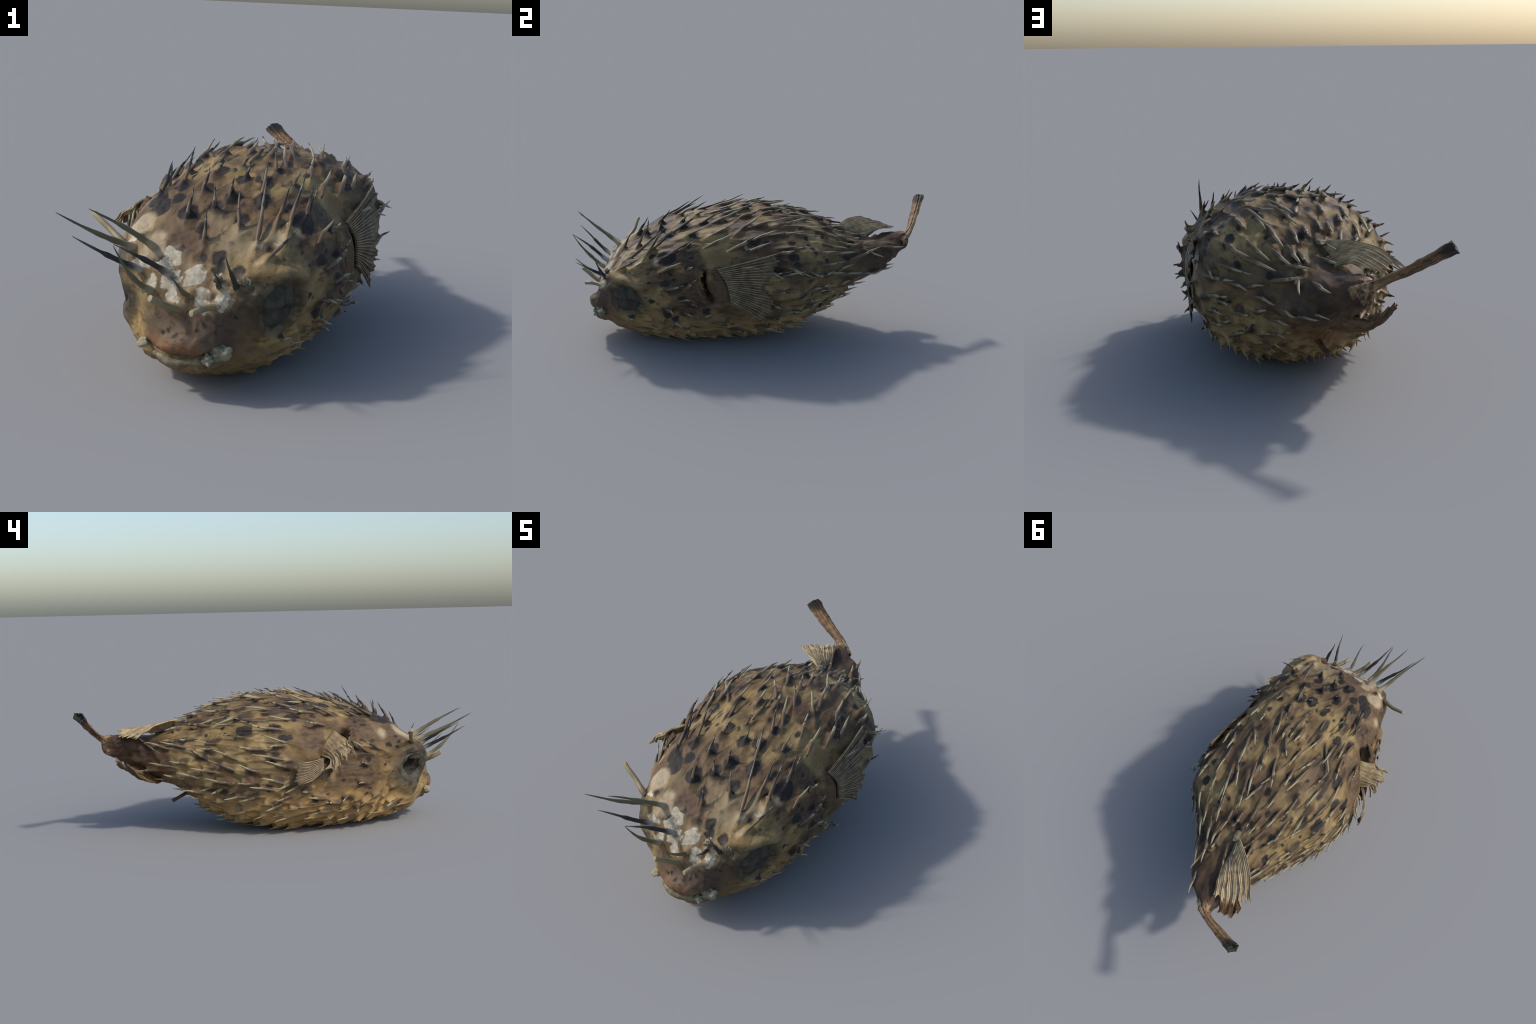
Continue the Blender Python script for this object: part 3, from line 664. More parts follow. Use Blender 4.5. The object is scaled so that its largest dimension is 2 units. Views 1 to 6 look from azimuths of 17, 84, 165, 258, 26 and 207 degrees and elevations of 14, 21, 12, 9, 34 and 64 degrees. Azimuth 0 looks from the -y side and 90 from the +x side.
def spine_material(name, light, dark, dark_bias):
    m = Nodes(name, rough=0.5, spec=0.4)
    z = m.xyz(m.co)[2]
    rnd = m.n('ShaderNodeObjectInfo').outputs['Random']
    n = m.noise(m.vmath('MULTIPLY', m.co, (90, 90, 7)), 1.0, 3)
    n2 = m.noise(m.vmath('ADD', m.vmath('MULTIPLY', m.co, (30, 30, 5)), m.vmath('MULTIPLY', rnd, (40, 40, 40))), 1.0, 2)
    root = m.mix(n, (0.075, 0.050, 0.032), (0.150, 0.105, 0.060))
    bone = m.mix(n, light, tuple(min(1, c * 1.5) for c in light))
    bone = m.mix(m.ramp(m.math('ADD', n2, m.math('MULTIPLY', rnd, 0.22)), dark_bias, dark_bias + 0.10), bone, dark)
    col = m.mix(m.ramp(m.math('ADD', z, m.math('MULTIPLY', n, 0.2)), 0.50, 0.70), root, bone)
    col = m.mix(m.ramp(z, 0.90, 1.0), col, m.mix(0.6, col, (0.06, 0.055, 0.04)))
    return m.finish(col, m.bump(n, 0.3, 0.003))

def brow_spine_material(name, base, mid, tip):
    m = Nodes(name, rough=0.5, spec=0.4)
    z = m.xyz(m.co)[2]
    n = m.noise(m.vmath('MULTIPLY', m.co, (80, 80, 8)), 1.0, 3)
    zz = m.math('ADD', z, m.math('MULTIPLY', m.math('SUBTRACT', n, 0.5), 0.18))
    col = m.mix(m.ramp(zz, 0.12, 0.32), base, mid)
    col = m.mix(m.ramp(zz, 0.62, 0.82), col, tip)
    col = m.mix(m.ramp(n, 0.3, 0.75, 0, 0.45), col, m.mix(0.5, col, (0.05, 0.045, 0.03)))
    return m.finish(col, m.bump(n, 0.35, 0.003))

def fin_material(name, light, dark, tint=None):
    m = Nodes(name, rough=0.65, spec=0.3)
    n = m.noise(m.warp(m.co, 18, 0.02), 22, 4, 0.6)
    f = m.noise(m.co, 120, 3)
    col = m.mix(m.ramp(n, 0.32, 0.68), dark, light)
    col = m.mix(m.ramp(f, 0.3, 0.7, 0, 0.4), col, m.mix(0.5, col, (0.03, 0.022, 0.014)))
    if tint is not None:
        col = m.mix(m.ramp(m.noise(m.co, 7, 2), 0.5, 0.66), col, tint)
    return m.finish(col, m.bump(f, 0.3, 0.002))

STREAKS, RIDGES = [], []
for s in ALL:
    if s['region'] != 'belly' and s['B'][1] > -0.55:
        q = s['B'] + s['t'] * s['sheath'] * 0.55 + s['n'] * 0.008
        RIDGES.append((float(q[0]), float(q[1]), float(q[2]), float(rng.uniform(0.010, 0.015))))
        if rng.random() < 0.7:
            q = q + np.cross(s['n'], s['t']) * (0.012 if rng.random() < 0.5 else -0.012) - s['n'] * 0.004
            STREAKS.append((float(q[0]), float(q[1]), float(q[2]), float(rng.uniform(0.011, 0.020))))
SKIN = skin_material()
MAT_SPINE = spine_material('spine_bone', (0.230, 0.200, 0.125), (0.035, 0.033, 0.028), 0.66)
MAT_CROWN_SPINE = spine_material('crown_spine_bone', (0.125, 0.112, 0.078), (0.022, 0.020, 0.018), 0.52)
MAT_BELLY_SPINE = spine_material('belly_spine_bone', (0.240, 0.190, 0.110), (0.10, 0.075, 0.045), 0.80)
MAT_SMALL_SPINE = fin_material('small_spine_bone', (0.260, 0.205, 0.120), (0.130, 0.095, 0.052))
MAT_BROW = {
    'pale': brow_spine_material('brow_spine_pale', (0.40, 0.33, 0.21), (0.150, 0.130, 0.070), (0.095, 0.100, 0.062)),
    'dark': brow_spine_material('brow_spine_dark', (0.40, 0.38, 0.31), (0.022, 0.021, 0.020), (0.085, 0.090, 0.062)),
    'stub': brow_spine_material('broken_spine', (0.190, 0.140, 0.072), (0.235, 0.185, 0.095), (0.300, 0.245, 0.135)),
}
MAT_PECTORAL = fin_material('pectoral_fin_skin', (0.150, 0.108, 0.060), (0.058, 0.041, 0.025))
MAT_RAY = fin_material('fin_ray_bone', (0.350, 0.275, 0.165), (0.200, 0.148, 0.084))
MAT_PALE_RAY = fin_material('pale_fin_ray_bone', (0.420, 0.335, 0.200), (0.240, 0.180, 0.100))
MAT_RED_RAY = fin_material('brown_fin_ray_bone', (0.190, 0.120, 0.065), (0.090, 0.055, 0.030))
MAT_TORN = fin_material('torn_fin_skin', (0.330, 0.245, 0.130), (0.170, 0.120, 0.062))
MAT_DORSAL = fin_material('dorsal_fin_skin', (0.520, 0.405, 0.235), (0.270, 0.198, 0.108))  # lightened beyond the skin's own tan so the fin looks sunlit
MAT_ANAL = fin_material('anal_fin_skin', (0.200, 0.130, 0.075), (0.085, 0.052, 0.030))
def tail_material():
    m = Nodes('tail_fin_skin', rough=0.6, spec=0.25)
    w = m.warp(m.co, 40, 0.03)
    # grain runs along the stick
    along_stick = m.vmath('DOT_PRODUCT', m.co, (-0.76, 0.37, 0.53))
    a = m.vmath('DOT_PRODUCT', w, (0.64, 0.36, 0.67)); b = m.vmath('DOT_PRODUCT', w, (0.05, 0.85, -0.52))
    cb = m.n('ShaderNodeCombineXYZ')
    m.put(cb.inputs[0], m.math('MULTIPLY', a, 55)); m.put(cb.inputs[1], m.math('MULTIPLY', b, 55)); m.put(cb.inputs[2], m.math('MULTIPLY', along_stick, 6))
    g = m.noise(cb.outputs[0], 1.0, 3)
    col = m.mix(m.ramp(g, 0.36, 0.62), (0.058, 0.034, 0.021), (0.215, 0.128, 0.062))
    char = m.blobs(m.warp(m.co, 28, 0.05), [(-0.262, 0.970, 0.638, 0.050)], 0.02)
    col = m.mix(char, col, (0.022, 0.019, 0.016))
    pale = m.blobs(w, [(-0.02, 0.845, 0.48, 0.050)], 0.025)
    col = m.mix(m.math('MULTIPLY', pale, m.ramp(m.noise(w, 45, 3), 0.42, 0.58)), col, (0.36, 0.25, 0.14))
    return m.finish(col, m.bump(g, 0.5, 0.004))
MAT_TAIL = tail_material()
MAT_ROD = fin_material('rod_skin', (0.130, 0.075, 0.040), (0.055, 0.032, 0.020))
MAT_BEAK = fin_material('beak_bone', (0.260, 0.225, 0.140), (0.095, 0.078, 0.046))
MAT_NUB = fin_material('mouth_nub_bone', (0.260, 0.250, 0.175), (0.110, 0.103, 0.070))
MAT_PALE_NUB = fin_material('pale_nub_bone', (0.450, 0.415, 0.270), (0.280, 0.250, 0.150))
MAT_EYE = fin_material('dried_eye_membrane', (0.070, 0.062, 0.044), (0.018, 0.017, 0.014))
MAT_EYE_RIM = fin_material('dried_eye_rim', (0.105, 0.092, 0.066), (0.030, 0.027, 0.021))
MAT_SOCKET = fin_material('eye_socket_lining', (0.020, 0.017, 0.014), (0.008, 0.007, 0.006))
MAT_FLAP = fin_material('fin_flap_skin', (0.120, 0.080, 0.045), (0.045, 0.030, 0.020))

# ----------------------------------------------------------------------------
# the fish
# ----------------------------------------------------------------------------
fish = bpy.data.objects.new('dried_porcupinefish', None)
bpy.context.scene.collection.objects.link(fish)
fish['label'] = 'dried inflated porcupinefish, brown spotted skin, long backward spines'
fish['category'] = 'dried fish'

def body_part(name, r0, r1, cap_end=False, cap_nose=False):
    pts = PB[r0:r1 + 1].reshape(-1, 3); nn = NB[r0:r1 + 1].reshape(-1, 3)
    f = quads(r1 - r0 + 1, N_AROUND, True)[:, ::-1].tolist()
    extra = []
    if cap_nose:
        pts = np.vstack([pts, PB[r0].mean(0) + (0, -0.0005, 0)]); nn = np.vstack([nn, [0, -1, 0]])
        k = len(pts) - 1
        f += [(k, (j + 1) % N_AROUND, j)[::-1] for j in range(N_AROUND)]
    if cap_end:
        last = (r1 - r0) * N_AROUND
        c = PB[r1].mean(0)
        prev = last
        for s, dy in ((0.8, 0.012), (0.45, 0.020)):
            ring = c + (PB[r1] - c) * s + (0, dy, 0.002)
            base = len(pts)
            pts = np.vstack([pts, ring]); nn = np.vstack([nn, unit(ring - c + (0, 0.004, 0))])
            f += [(prev + j, base + j, base + (j + 1) % N_AROUND, prev + (j + 1) % N_AROUND) for j in range(N_AROUND)]
            prev = base
        pts = np.vstack([pts, c + (0, 0.023, 0.002)]); nn = np.vstack([nn, [0, 1, 0]])
        k = len(pts) - 1
        f += [(prev + j, k, prev + (j + 1) % N_AROUND) for j in range(N_AROUND)]
    me = new_mesh(name, pts, f)
    # make the winding agree with the outward normals
    p = me.polygons[len(me.polygons) // 3]
    if np.dot(np.array(p.normal), nn[p.vertices[0]]) < 0:
        me.flip_normals()
    me.normals_split_custom_set_from_vertices([tuple(v) for v in nn])
    return new_object(name, me, fish, SKIN)

row = lambda y: int(np.argmin(np.abs(rows_y - y)))
rH, rT = row(-0.30), row(0.60)
head = body_part('head', 0, rH, cap_nose=True)
trunk = body_part('trunk', rH, rT)
stalk = body_part('tail_stalk', rT, len(rows_y) - 1, cap_end=True)

# ----------------------------------------------------------------------------
# spines
# ----------------------------------------------------------------------------
def tube(path, radii, sides=9, flat_end=False, squash=1.0, rough=0.0, seed=1):
    path = np.asarray(path, float)
    t = unit(np.gradient(path, axis=0))
    ref = np.array([1.0, 0, 0]) if abs(t[0][0]) < 0.8 else np.array([0, 1.0, 0])
    a = unit(ref - t * (t @ ref)[:, None]); b = np.cross(t, a)
    ang = np.linspace(0, 2 * np.pi, sides, endpoint=False)
    ring = a[:, None] * np.cos(ang)[None, :, None] + b[:, None] * np.sin(ang)[None, :, None] * squash
    P = path[:, None] + ring * np.asarray(radii)[:, None, None]
    if rough:
        P = P + ring * (rough * noise3(P, 55, seed))[..., None]
    v = P.reshape(-1, 3)
    f = quads(len(path), sides, True).tolist()
    n = len(path)
    v = np.vstack([v, path[-1] + t[-1] * radii[-1] * (0.15 if flat_end else 0.6), path[0]])
    last = (n - 1) * sides
    f += [(last + j, last + (j + 1) % sides, len(v) - 2) for j in range(sides)]
    f += [((j + 1) % sides, j, len(v) - 1) for j in range(sides)]
    return v, f

def spine_mesh(k, mat):
    """unit-long spine along local z with a sheathed root and a slender wavy tip"""
    r = np.random.default_rng(100 + k)
    z = np.linspace(0, 1, 15)
    bow = r.uniform(-0.008, 0.010)
    path = np.stack([bow * z * z + 0.0016 * np.sin(z * 9 + k), r.uniform(-.005, .005) * z * z + 0.0016 * np.sin(z * 7 + 2 * k), z], 1)
    rad = np.interp(z, [0, .12, .3, .5, .58, .8, 1], [.0012, .0060, .0082, .0072, .0056, .0036, .0010]) * r.uniform(.9, 1.12)
    rad = rad * (1 + 0.10 * np.sin(z * 17 + k))
    v, f = tube(path, rad, 8)
    me = new_mesh('spine', v, f)
    me.materials.append(mat)
    return me

MESH = [spine_mesh(k, MAT_SPINE) for k in range(10)]
MESH_CROWN = [spine_mesh(k + 40, MAT_CROWN_SPINE) for k in range(6)]
MESH_BELLY = [spine_mesh(k + 20, MAT_BELLY_SPINE) for k in range(5)]

import mathutils
def place(me, B, ax, n, L, thick, name='spine'):
    ob = new_object(name, me, fish)
    z = unit(ax); x = unit(n - z * (z @ n)); y = np.cross(z, x)
    m = mathutils.Matrix.Identity(4)
    for i in range(3):
        m[i][0] = x[i] * thick; m[i][1] = y[i] * thick; m[i][2] = z[i] * L; m[i][3] = B[i]
    ob.matrix_world = m
    return ob

small_v, small_f = [], []
for k, s in enumerate(ALL):
    ms = {'belly': MESH_BELLY, 'crown': MESH_CROWN}.get(s['region'], MESH)
    thick = {'crown': 0.88, 'back': 1.1, 'flank': 1.0, 'belly': 0.8}[s['region']] * rng.uniform(0.85, 1.12)
    L = s['L']
    B = s['B'] + s['n'] * 0.001
    tip = B + s['ax'] * L
    ax = s['ax']
    B[2] = max(B[2], 0.012)
    if tip[2] < 0.006:
        ax = unit(np.array([tip[0], tip[1], 0.006]) - B)
    if s['hidden']:
        zz = np.linspace(0, 1, 9)
        v_, f_ = tube(B + ax * L * zz[:, None] + s['n'] * 0.003 * np.sin(zz * 3)[:, None],
                      np.interp(zz, [0, .2, .5, 1], [.001, .0052, .0040, .0008]), 6)
        small_f += [tuple(int(q) + len(small_v) for q in g) for g in f_]
        small_v += [tuple(q) for q in v_]
        continue
    place(ms[int(rng.integers(len(ms)))], B, ax, s['n'], L, thick)
belly_small = new_object('belly_spines', new_mesh('belly_spines', small_v, small_f), fish, MAT_SMALL_SPINE)
belly_small['kind'] = 'stuff'

def long_spine(root, tip, rad, bow, kind, i):
    root = np.array(root); tip = np.array(tip)
    L = np.linalg.norm(tip - root); ax = (tip - root) / L
    n = unit(np.array([0, 0, 1.0]) - ax * ax[2])
    z = np.linspace(0, 1, 26)
    path = np.stack([bow * np.sin(np.pi * z) * -1.0, 0.003 * np.sin(z * 8 + i), z], 1)
    # (z is unit long, x and y in metres)
    if kind == 'stub':
        rad_k = rad * np.interp(z, [0, .08, .2, .4, .9, 1], [.6, 1.1, 1.2, .92, .84, .82])
    else:
        rad_k = rad * np.interp(z, [0, .05, .12, .3, .55, .62, .8, 1], [.6, 1.1, 1.25, .86, .76, .50, .34, .10])
        rad_k = rad_k * (1 + 0.08 * np.sin(z * 23 + i) + 0.06 * np.sin(z * 41 + 2 * i))
    v, f = tube(path, rad_k, 12, flat_end=(kind == 'stub'))
    me = new_mesh('brow_spine', v, f)
    me.materials.append(MAT_BROW[kind])
    return place(me, root - ax * 0.040, ax, n, L + 0.040, 0.88, 'broken_spine' if kind == 'stub' else 'brow_spine')

for i, s in enumerate(BROW_SPINES + BROKEN_SPINES):
    long_spine(*s, i)

# ----------------------------------------------------------------------------
# lumps (bony nodules, mouth nubs)
# ----------------------------------------------------------------------------
def lump(name, c, r, mat, seed, rough=0.35):
    u = np.linspace(0, np.pi, 20)[1:-1]; w = np.linspace(0, 2 * np.pi, 28, endpoint=False)
    d = np.stack([np.sin(u)[:, None] * np.cos(w), np.sin(u)[:, None] * np.sin(w), np.cos(u)[:, None] * np.ones_like(w)], -1)
    k = 1 + rough * noise3(d, 1.9, seed) + rough * 0.5 * noise3(d, 4.2, seed + 1)
    P = np.asarray(c) + d * k[..., None] * np.asarray(r)
    v = np.vstack([P.reshape(-1, 3), np.asarray(c) + (0, 0, r[2]), np.asarray(c) - (0, 0, r[2])])
    f = quads(len(u), len(w), True).tolist(); n = len(u) * len(w)
    f += [(n, j, (j + 1) % 28)[::-1] for j in range(28)]
    l = (len(u) - 1) * 28
    f += [(n + 1, l + (j + 1) % 28, l + j)[::-1] for j in range(28)]
    me = new_mesh(name, v, f)
    return new_object(name, me, fish, mat)

lump('bony_nodule', (0.110, -0.802, 0.386), (0.017, 0.013, 0.012), MAT_BEAK, 3)
lump('bony_nodule', (0.186, -0.792, 0.381), (0.018, 0.015, 0.013), MAT_BEAK, 5)
lump('fin_root_bone', (0.020, 0.448, 0.566), (0.016, 0.030, 0.012), MAT_BEAK, 17, 0.25)
lump('mouth_nub', (0.138, -0.840, 0.166), (0.042, 0.028, 0.028), MAT_NUB, 8, 0.38)
lump('mouth_nub', (0.112, -0.872, 0.152), (0.016, 0.014, 0.016), MAT_NUB, 11, 0.5)
lump('mouth_nub', (-0.118, -0.830, 0.159), (0.019, 0.019, 0.016), MAT_PALE_NUB, 14, 0.25)

# beak plate showing between the lips
c = curve(np.array(MOUTH)[1:] * (0.92, 1, 1) + (-0.004, 0.012, -0.016), 40)
t = np.linspace(0, 1, 40)
v, f = tube(c, 0.005 + 0.011 * np.sin(np.pi * t) ** 0.6, 14, rough=0.004, seed=4)
new_object('beak', new_mesh('beak', v, f), fish, MAT_BEAK)

# ----------------------------------------------------------------------------
# eyes
# ----------------------------------------------------------------------------
def eye_basis(n):
    up = unit(np.array([0, 0, 1.0]) - n * n[2])
    return np.cross(up, n), up

from mathutils.bvhtree import BVHTree
BVH = BVHTree.FromPolygons([tuple(v) for v in SMOOTH_BODY.reshape(-1, 3)], [tuple(f) for f in quads(len(rows_y), N_AROUND, True).tolist()])

def polar(name, c, n, radius, height, mat, rings=26, segs=72, r0=0.0, squash=0.95):
    a, b = eye_basis(n)
    rr = np.linspace(r0, 1, rings) if r0 else np.linspace(0.02, 1, rings)
    w = np.linspace(0, 2 * np.pi, segs, endpoint=False)
    R, W = np.meshgrid(rr, w, indexing='ij')
    wob = 1 + 0.04 * np.sin(2 * W + 1) + 0.03 * np.sin(3 * W)
    X = np.cos(W) * R * radius * wob; Y = np.sin(W) * R * radius * squash * wob
    H = height(R, W, X, Y)
    base = np.asarray(c) + X[..., None] * a + Y[..., None] * b
    P = np.empty_like(base)
    for i in range(base.shape[0]):
        for j in range(base.shape[1]):
            hit = BVH.ray_cast(tuple(base[i, j] + n * 0.15), tuple(-n), 0.4)[0]
            P[i, j] = (np.array(hit) if hit is not None else base[i, j]) + n * H[i, j]
    v = P.reshape(-1, 3); f = quads(rings, segs, True).tolist()
    if not r0:
        v = np.vstack([v, P[0].mean(0)]); f += [((j + 1) % segs, j, len(v) - 1) for j in range(segs)]
    me = new_mesh(name, v, f)
    p = me.polygons[0]
    if np.dot(np.array(p.normal), n) < 0:
        me.flip_normals()
    return new_object(name, me, fish, mat)

def lens(R, W, X, Y):
    h = 0.012 * np.sqrt(np.clip(1 - R ** 2, 0, 1)) - 0.005 - 0.012 * smooth(0.62, 1, R) + 0.004 * noise3(np.stack([X, Y, 0 * X], -1), 38, 8) * smooth(0.5, 0.8, R)
    fold = np.exp(-((Y - 0.010 + 0.15 * X) / 0.010) ** 2) * (R < 0.95)
    pit = np.exp(-((Y + 0.012) / 0.013) ** 2 - ((X + 0.005) / 0.045) ** 2)
    q = np.stack([X, Y, 0 * X], -1)
    return h + 0.005 * fold - 0.014 * pit + 0.0025 * noise3(q, 60, 4) + 0.0015 * noise3(q, 150, 5)

polar('eye', EYE_R, EYE_RN, 0.092, lens, MAT_EYE)

def rim(R, W, X, Y):
    q = np.stack([np.cos(W), np.sin(W), R * 3], -1)
    h = 0.004 * np.sin(np.pi * np.clip((R - 0.55) / 0.45, 0, 1)) - 0.012 * smooth(0.80, 0.55, R)
    return h + 0.008 * noise3(q, 2.6, 3) * (1 - R) * 2 - 0.010 * smooth(0.78, 1.0, R)

el = polar('eye', EYE_L, EYE_LN, 0.098, rim, MAT_EYE_RIM, rings=16, r0=0.60)
# ragged inner edge and some thickness
me = el.data
a_, b_ = eye_basis(EYE_LN)
co = np.array([v.co for v in me.vertices])
w = co - EYE_L
ang = np.arctan2(w @ b_, w @ a_)
first = np.arange(len(co)) < 72 * 4
q = np.stack([np.cos(ang), np.sin(ang), 0 * ang], -1)
pull = (0.5 + 0.5 * noise3(q, 1.3, 25)) * 0.034 + 0.007 * noise3(q, 5.0, 22) + 0.004 * noise3(q, 13.0, 23) - 0.006
fade = np.clip(1 - np.arange(len(co)) // 72 / 5, 0, 1)
radial = unit(np.outer(np.cos(ang), a_) + np.outer(np.sin(ang), b_))
co = co - radial * (pull * fade)[:, None]
me.vertices.foreach_set('co', co.ravel()); me.update()
md = el.modifiers.new('thickness', 'SOLIDIFY'); md.thickness = 0.005; md.offset = -1
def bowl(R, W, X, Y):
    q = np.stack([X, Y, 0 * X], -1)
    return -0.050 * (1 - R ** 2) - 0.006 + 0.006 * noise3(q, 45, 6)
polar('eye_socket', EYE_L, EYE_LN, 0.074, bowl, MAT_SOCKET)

# ----------------------------------------------------------------------------
# fins: rays run from a root curve to an edge curve, bent over a middle curve
# ----------------------------------------------------------------------------
def fin(name, root, mid, edge, rays, mat, ridge=0.004, thick=0.005, ragged=0.02, seed=0, along_n=26, sub=6, sharp=1.0, wave=0.0, face=None, ray_mat=None, ray_r=0.0026, crumple=0.0, ray_from=0.0):
    r = np.random.default_rng(seed)
    C = rays * sub + 1
    A, Mi, E = curve(root, C), curve(mid, C), curve(edge, C)
    t = np.linspace(0, 1, along_n)[:, None, None]
    ph = np.arange(C) / sub
    cut = np.interp(ph, np.arange(rays + 1), r.uniform(-1, 0.5, rays + 1)) * ragged + 0.25 * ragged * np.cos(2 * np.pi * ph)
    tt = t * (1 + cut[None, :, None])
    P = (1 - tt) ** 2 * A + 2 * tt * (1 - tt) * (2 * Mi - 0.5 * A - 0.5 * E) + tt ** 2 * E
    if crumple:
        P = P + crumple * smooth(0.1, 0.6, t) * np.stack([noise3(P, 22, seed + k) for k in (1, 2, 3)], -1)
    n = grid_normals(P, False)
    if face is not None and (n.reshape(-1, 3) @ np.asarray(face, float)).mean() < 0:
        n = -n
    prof = np.abs(np.cos(np.pi * ph)) ** sharp
    jit = np.interp(ph, np.arange(rays + 1), r.uniform(0.5, 1.3, rays + 1))
    amp = ridge * (smooth(0, 0.15, t[..., 0]) * (1 - 0.5 * smooth(0.6, 1, t[..., 0])))
    rel = amp * (prof * jit)[None]
    if wave:
        rel = rel + wave * np.sin(ph * 2.1 + seed)[None] * smooth(0.2, 1, t[..., 0])
    rel = rel + 0.0012 * noise3(P, 60, seed)
    th = thick * (1 - 0.55 * t[..., 0])
    F = P + n * (rel + th / 2)[..., None]
    K = P + n * (rel * 0.8 - th / 2)[..., None]
    v = np.vstack([F.reshape(-1, 3), K.reshape(-1, 3)])
    R_, off = along_n, along_n * C
    f = quads(R_, C).tolist() + quads(R_, C, off=off)[:, ::-1].tolist()
    idx = np.arange(off).reshape(R_, C)
    border = np.concatenate([idx[0, :-1], idx[:-1, -1], idx[-1, :0:-1], idx[:0:-1, 0]])
    m = len(border)
    for i in range(m):
        p, q = border[i], border[(i + 1) % m]
        f.append((p, p + off, q + off, q))
    me = new_mesh(name, v, f)
    bm_fix(me)
    ob = new_object(name, me, fish, mat)
    # bony rays standing proud on both faces, forking toward the edge
    rv, rf = [], []
    for i in range(rays + 1):
        j = min(i * sub, C - 1)
        for side, br in ((1, 0), (1, 1), (-1, 0)):
            lo = int(along_n * (ray_from if br == 0 else max(0.45, ray_from)))
            jj = np.clip(np.round(j + br * np.linspace(0, sub * 0.42, along_n - lo)).astype(int), 0, C - 1)
            src = F if side > 0 else K
            path = src[np.arange(lo, along_n), jj] + side * n[np.arange(lo, along_n), jj] * 0.0006
            tt_ = np.linspace(lo / along_n, 1, along_n - lo)
            rad = ray_r * np.interp(tt_, [0, .2, .7, 1], [1.25, 1.0, .75, .45]) * r.uniform(.75, 1.2) * (1 if br == 0 else .7)
            v_, f_ = tube(path, rad, 6)
            rf += [tuple(q + len(rv) for q in g) for g in f_]
            rv += [tuple(q) for q in v_]
    ro = new_object('fin_rays', new_mesh('fin_rays', rv, rf), ob, ray_mat or mat)
    ro['kind'] = 'stuff'
    return ob

import bmesh
def bm_fix(me):
    bm = bmesh.new(); bm.from_mesh(me)
    bmesh.ops.recalc_face_normals(bm, faces=bm.faces)
    bm.to_mesh(me); bm.free()
    me.polygons.foreach_set('use_smooth', [True] * len(me.polygons))

# right pectoral fin, spread flat against the flank
fin('pectoral_fin',
    root=[(0.375, -0.230, 0.478), (0.402, -0.185, 0.412), (0.408, -0.165, 0.315)],
    mid=[(0.394, -0.065, 0.525), (0.420, -0.060, 0.420), (0.412, -0.070, 0.260)],
    edge=[(0.402, 0.080, 0.568), (0.426, 0.065, 0.470), (0.428, 0.010, 0.385), (0.436, 0.045, 0.330), (0.430, 0.048, 0.250), (0.424, 0.018, 0.192)],
    rays=21, mat=MAT_PECTORAL, ray_mat=MAT_RAY, ridge=0.004, ragged=0.08, seed=3, face=(1, 0, 0), wave=0.006)

# left pectoral fin, torn: a crumpled pleated piece and a small fan
fin('pectoral_fin',
    root=[(-0.312, -0.262, 0.518), (-0.335, -0.215, 0.468), (-0.362, -0.180, 0.398)],
    mid=[(-0.386, -0.296, 0.470), (-0.400, -0.250, 0.436), (-0.405, -0.200, 0.385)],
    edge=[(-0.455, -0.322, 0.422), (-0.452, -0.300, 0.392), (-0.444, -0.262, 0.398), (-0.436, -0.225, 0.350), (-0.430, -0.180, 0.350)],
    rays=7, mat=MAT_TORN, ray_mat=MAT_PALE_RAY, ray_r=0.0040, ridge=0.004, ragged=0.22, seed=9, face=(-1, 0, 0.5), thick=0.012, wave=0.006, crumple=0.020, ray_from=0.55)
fin('pectoral_fin_fragment',
    root=[(-0.375, -0.190, 0.392), (-0.382, -0.185, 0.372), (-0.375, -0.192, 0.350)],
    mid=[(-0.430, -0.110, 0.388), (-0.438, -0.100, 0.345), (-0.433, -0.120, 0.300)],
    edge=[(-0.442, -0.050, 0.398), (-0.450, -0.030, 0.345), (-0.450, -0.022, 0.300), (-0.432, -0.060, 0.278)],
    rays=9, mat=MAT_PECTORAL, ray_mat=MAT_RAY, ray_r=0.002, ridge=0.004, ragged=0.06, seed=12, face=(-1, 0, 0), crumple=0.006)
# dark skin flap hanging behind the torn piece
fin('fin_skin_flap',
    root=[(-0.352, -0.235, 0.392), (-0.362, -0.200, 0.372), (-0.368, -0.165, 0.352)],
    mid=[(-0.385, -0.232, 0.352), (-0.398, -0.200, 0.335), (-0.395, -0.165, 0.322)],
    edge=[(-0.388, -0.225, 0.325), (-0.405, -0.190, 0.285), (-0.402, -0.160, 0.300)],
    rays=5, mat=MAT_FLAP, ray_r=0.0018, ridge=0.003, ragged=0.15, seed=15, face=(-1, 0, 0), crumple=0.006)

# dorsal fin, flopped over to the left
fin('dorsal_fin',
    root=[(0.022, 0.440, 0.560), (0.006, 0.520, 0.533), (0.012, 0.600, 0.507)],
    mid=[(-0.100, 0.548, 0.572), (-0.062, 0.625, 0.553), (-0.010, 0.695, 0.533)],
    edge=[(-0.200, 0.690, 0.518), (-0.146, 0.735, 0.522), (-0.085, 0.765, 0.520), (-0.032, 0.771, 0.534)],
    rays=19, mat=MAT_DORSAL, ray_mat=MAT_PALE_RAY, ray_r=0.0014, ridge=0.003, ragged=0.10, seed=21, face=(0, 0, 1), wave=0.004, crumple=0.007)

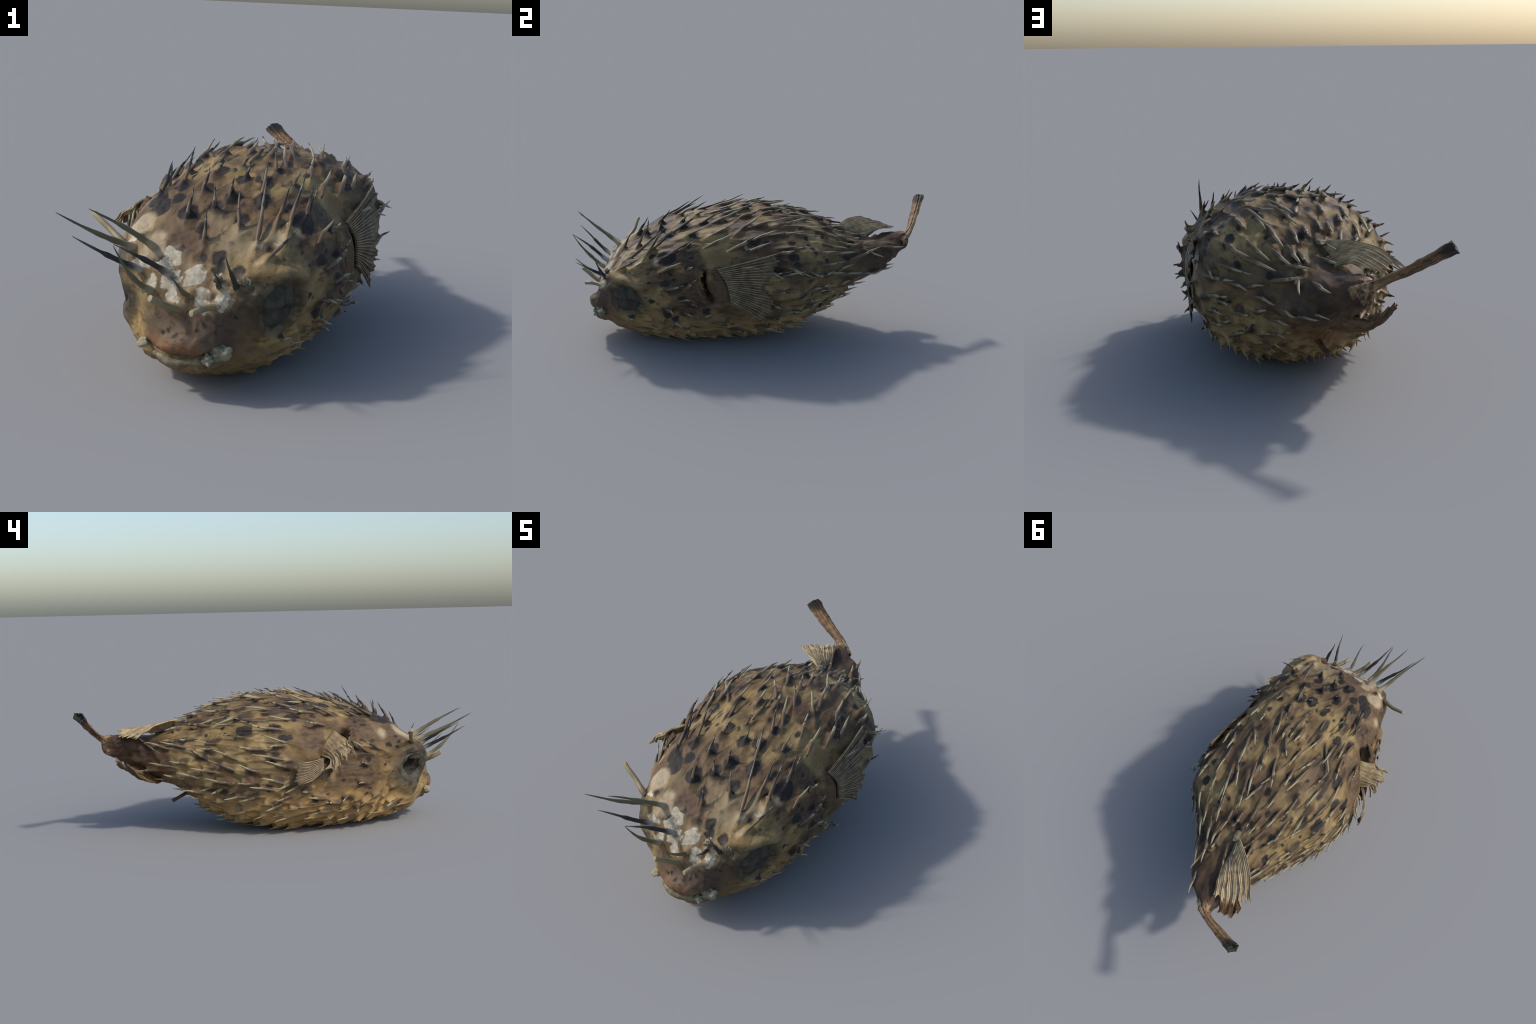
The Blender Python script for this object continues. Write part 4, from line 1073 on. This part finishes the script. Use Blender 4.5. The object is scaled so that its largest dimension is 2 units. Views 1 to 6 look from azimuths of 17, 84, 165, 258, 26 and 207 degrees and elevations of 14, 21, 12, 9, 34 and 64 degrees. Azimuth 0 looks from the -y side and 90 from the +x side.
# anal fin, folded to the left under the stalk
fin('anal_fin',
    root=[(0.030, 0.545, 0.278), (0.010, 0.620, 0.322), (-0.002, 0.690, 0.358)],
    mid=[(-0.080, 0.615, 0.278), (-0.072, 0.690, 0.310), (-0.050, 0.740, 0.345)],
    edge=[(-0.160, 0.747, 0.385), (-0.145, 0.780, 0.395), (-0.104, 0.792, 0.398), (-0.060, 0.790, 0.385)],
    rays=9, mat=MAT_ANAL, ray_mat=MAT_RED_RAY, ray_r=0.0018, ridge=0.003, ragged=0.12, seed=26, face=(0, 0, -1), wave=0.004, thick=0.008, crumple=0.010)

# stiff rod below the stalk
v, f = tube(curve([(0.026, 0.420, 0.195), (0.015, 0.470, 0.172), (0.005, 0.508, 0.156)], 12),
            np.interp(np.linspace(0, 1, 12), [0, .3, 1], [0.016, 0.012, 0.014]), 12, flat_end=True, squash=0.7, rough=0.002)
new_object('belly_rod', new_mesh('belly_rod', v, f), fish, MAT_ROD)

# caudal fin: folded into a ridged stick that flares and chars at the end
def tail_fin(name, s0, s1, mat, cup):
    spine_c = curve([(0.012, 0.800, 0.462), (-0.045, 0.862, 0.502), (-0.140, 0.912, 0.554), (-0.225, 0.952, 0.606), (-0.266, 0.972, 0.636)], 60)
    s = np.linspace(0, 1, 60)
    half_w = np.interp(s, [0, .12, .3, .6, .85, 1], [0.030, 0.028, 0.021, 0.026, 0.030, 0.032])
    half_t = np.interp(s, [0, .12, .3, .6, .85, 1], [0.030, 0.020, 0.013, 0.013, 0.016, 0.022])
    k = np.where((s >= s0 - 1e-6) & (s <= s1 + 1e-6))[0]
    tdir = unit(np.gradient(spine_c, axis=0))
    wide = unit(np.array([0.45, 0.50, 0.35]) - tdir * (tdir @ np.array([0.45, 0.50, 0.35]))[:, None])
    flat = np.cross(tdir, wide)
    ang = np.linspace(0, 2 * np.pi, 64, endpoint=False)
    fold = 1 + 0.07 * np.cos(ang * 11 + 0.6) + 0.10 * np.cos(ang * 5 + 1)
    rr = (wide[k][:, None] * (np.cos(ang) * fold)[None, :, None] * half_w[k][:, None, None]
          + flat[k][:, None] * (np.sin(ang) * fold)[None, :, None] * half_t[k][:, None, None])
    P = spine_c[k][:, None] + rr
    P = P + ((0.003 + 0.007 * smooth(0.86, 1, s[k]))[:, None] * noise3(P, 40, 31))[..., None] * unit(rr)
    f = quads(len(k), 64, True).tolist()
    v = P.reshape(-1, 3)
    if cup:
        prev = (len(k) - 1) * 64
        c = spine_c[k[-1]]
        for sc, dep in ((0.72, -0.002), (0.55, -0.014), (0.3, -0.020)):
            ring = c + rr[-1] * sc + tdir[-1] * (dep + 0.006 * noise3(rr[-1] + c, 50, 33)[:, None])
            base = len(v)
            v = np.vstack([v, ring])
            f += [(prev + j, prev + (j + 1) % 64, base + (j + 1) % 64, base + j) for j in range(64)]
            prev = base
        v = np.vstack([v, c - tdir[-1] * 0.021])
        f += [(prev + j, prev + (j + 1) % 64, len(v) - 1) for j in range(64)]
    me = new_mesh(name, v, f)
    bm_fix(me)
    return new_object(name, me, fish, mat)

tail_fin('caudal_fin', 0.0, 1.0, MAT_TAIL, True)

# ragged skin flaps at the gill openings
fin('gill_flap', root=[(0.350, -0.345, 0.476), (0.371, -0.345, 0.405), (0.384, -0.315, 0.315)],
    mid=[(0.362, -0.325, 0.474), (0.382, -0.326, 0.402), (0.391, -0.300, 0.315)],
    edge=[(0.368, -0.306, 0.470), (0.388, -0.308, 0.400), (0.394, -0.285, 0.315)],
    rays=7, mat=SKIN, ray_r=0.0012, ridge=0.001, ragged=0.45, seed=41, face=(1, 0, 0), along_n=14)
fin('gill_flap', root=[(-0.300, -0.365, 0.520), (-0.335, -0.365, 0.470), (-0.358, -0.345, 0.420)],
    mid=[(-0.325, -0.345, 0.520), (-0.355, -0.340, 0.468), (-0.372, -0.322, 0.418)],
    edge=[(-0.330, -0.322, 0.512), (-0.362, -0.315, 0.462), (-0.378, -0.300, 0.412)],
    rays=6, mat=SKIN, ray_r=0.0012, ridge=0.001, ragged=0.5, seed=44, face=(-1, 0, 0), along_n=14)
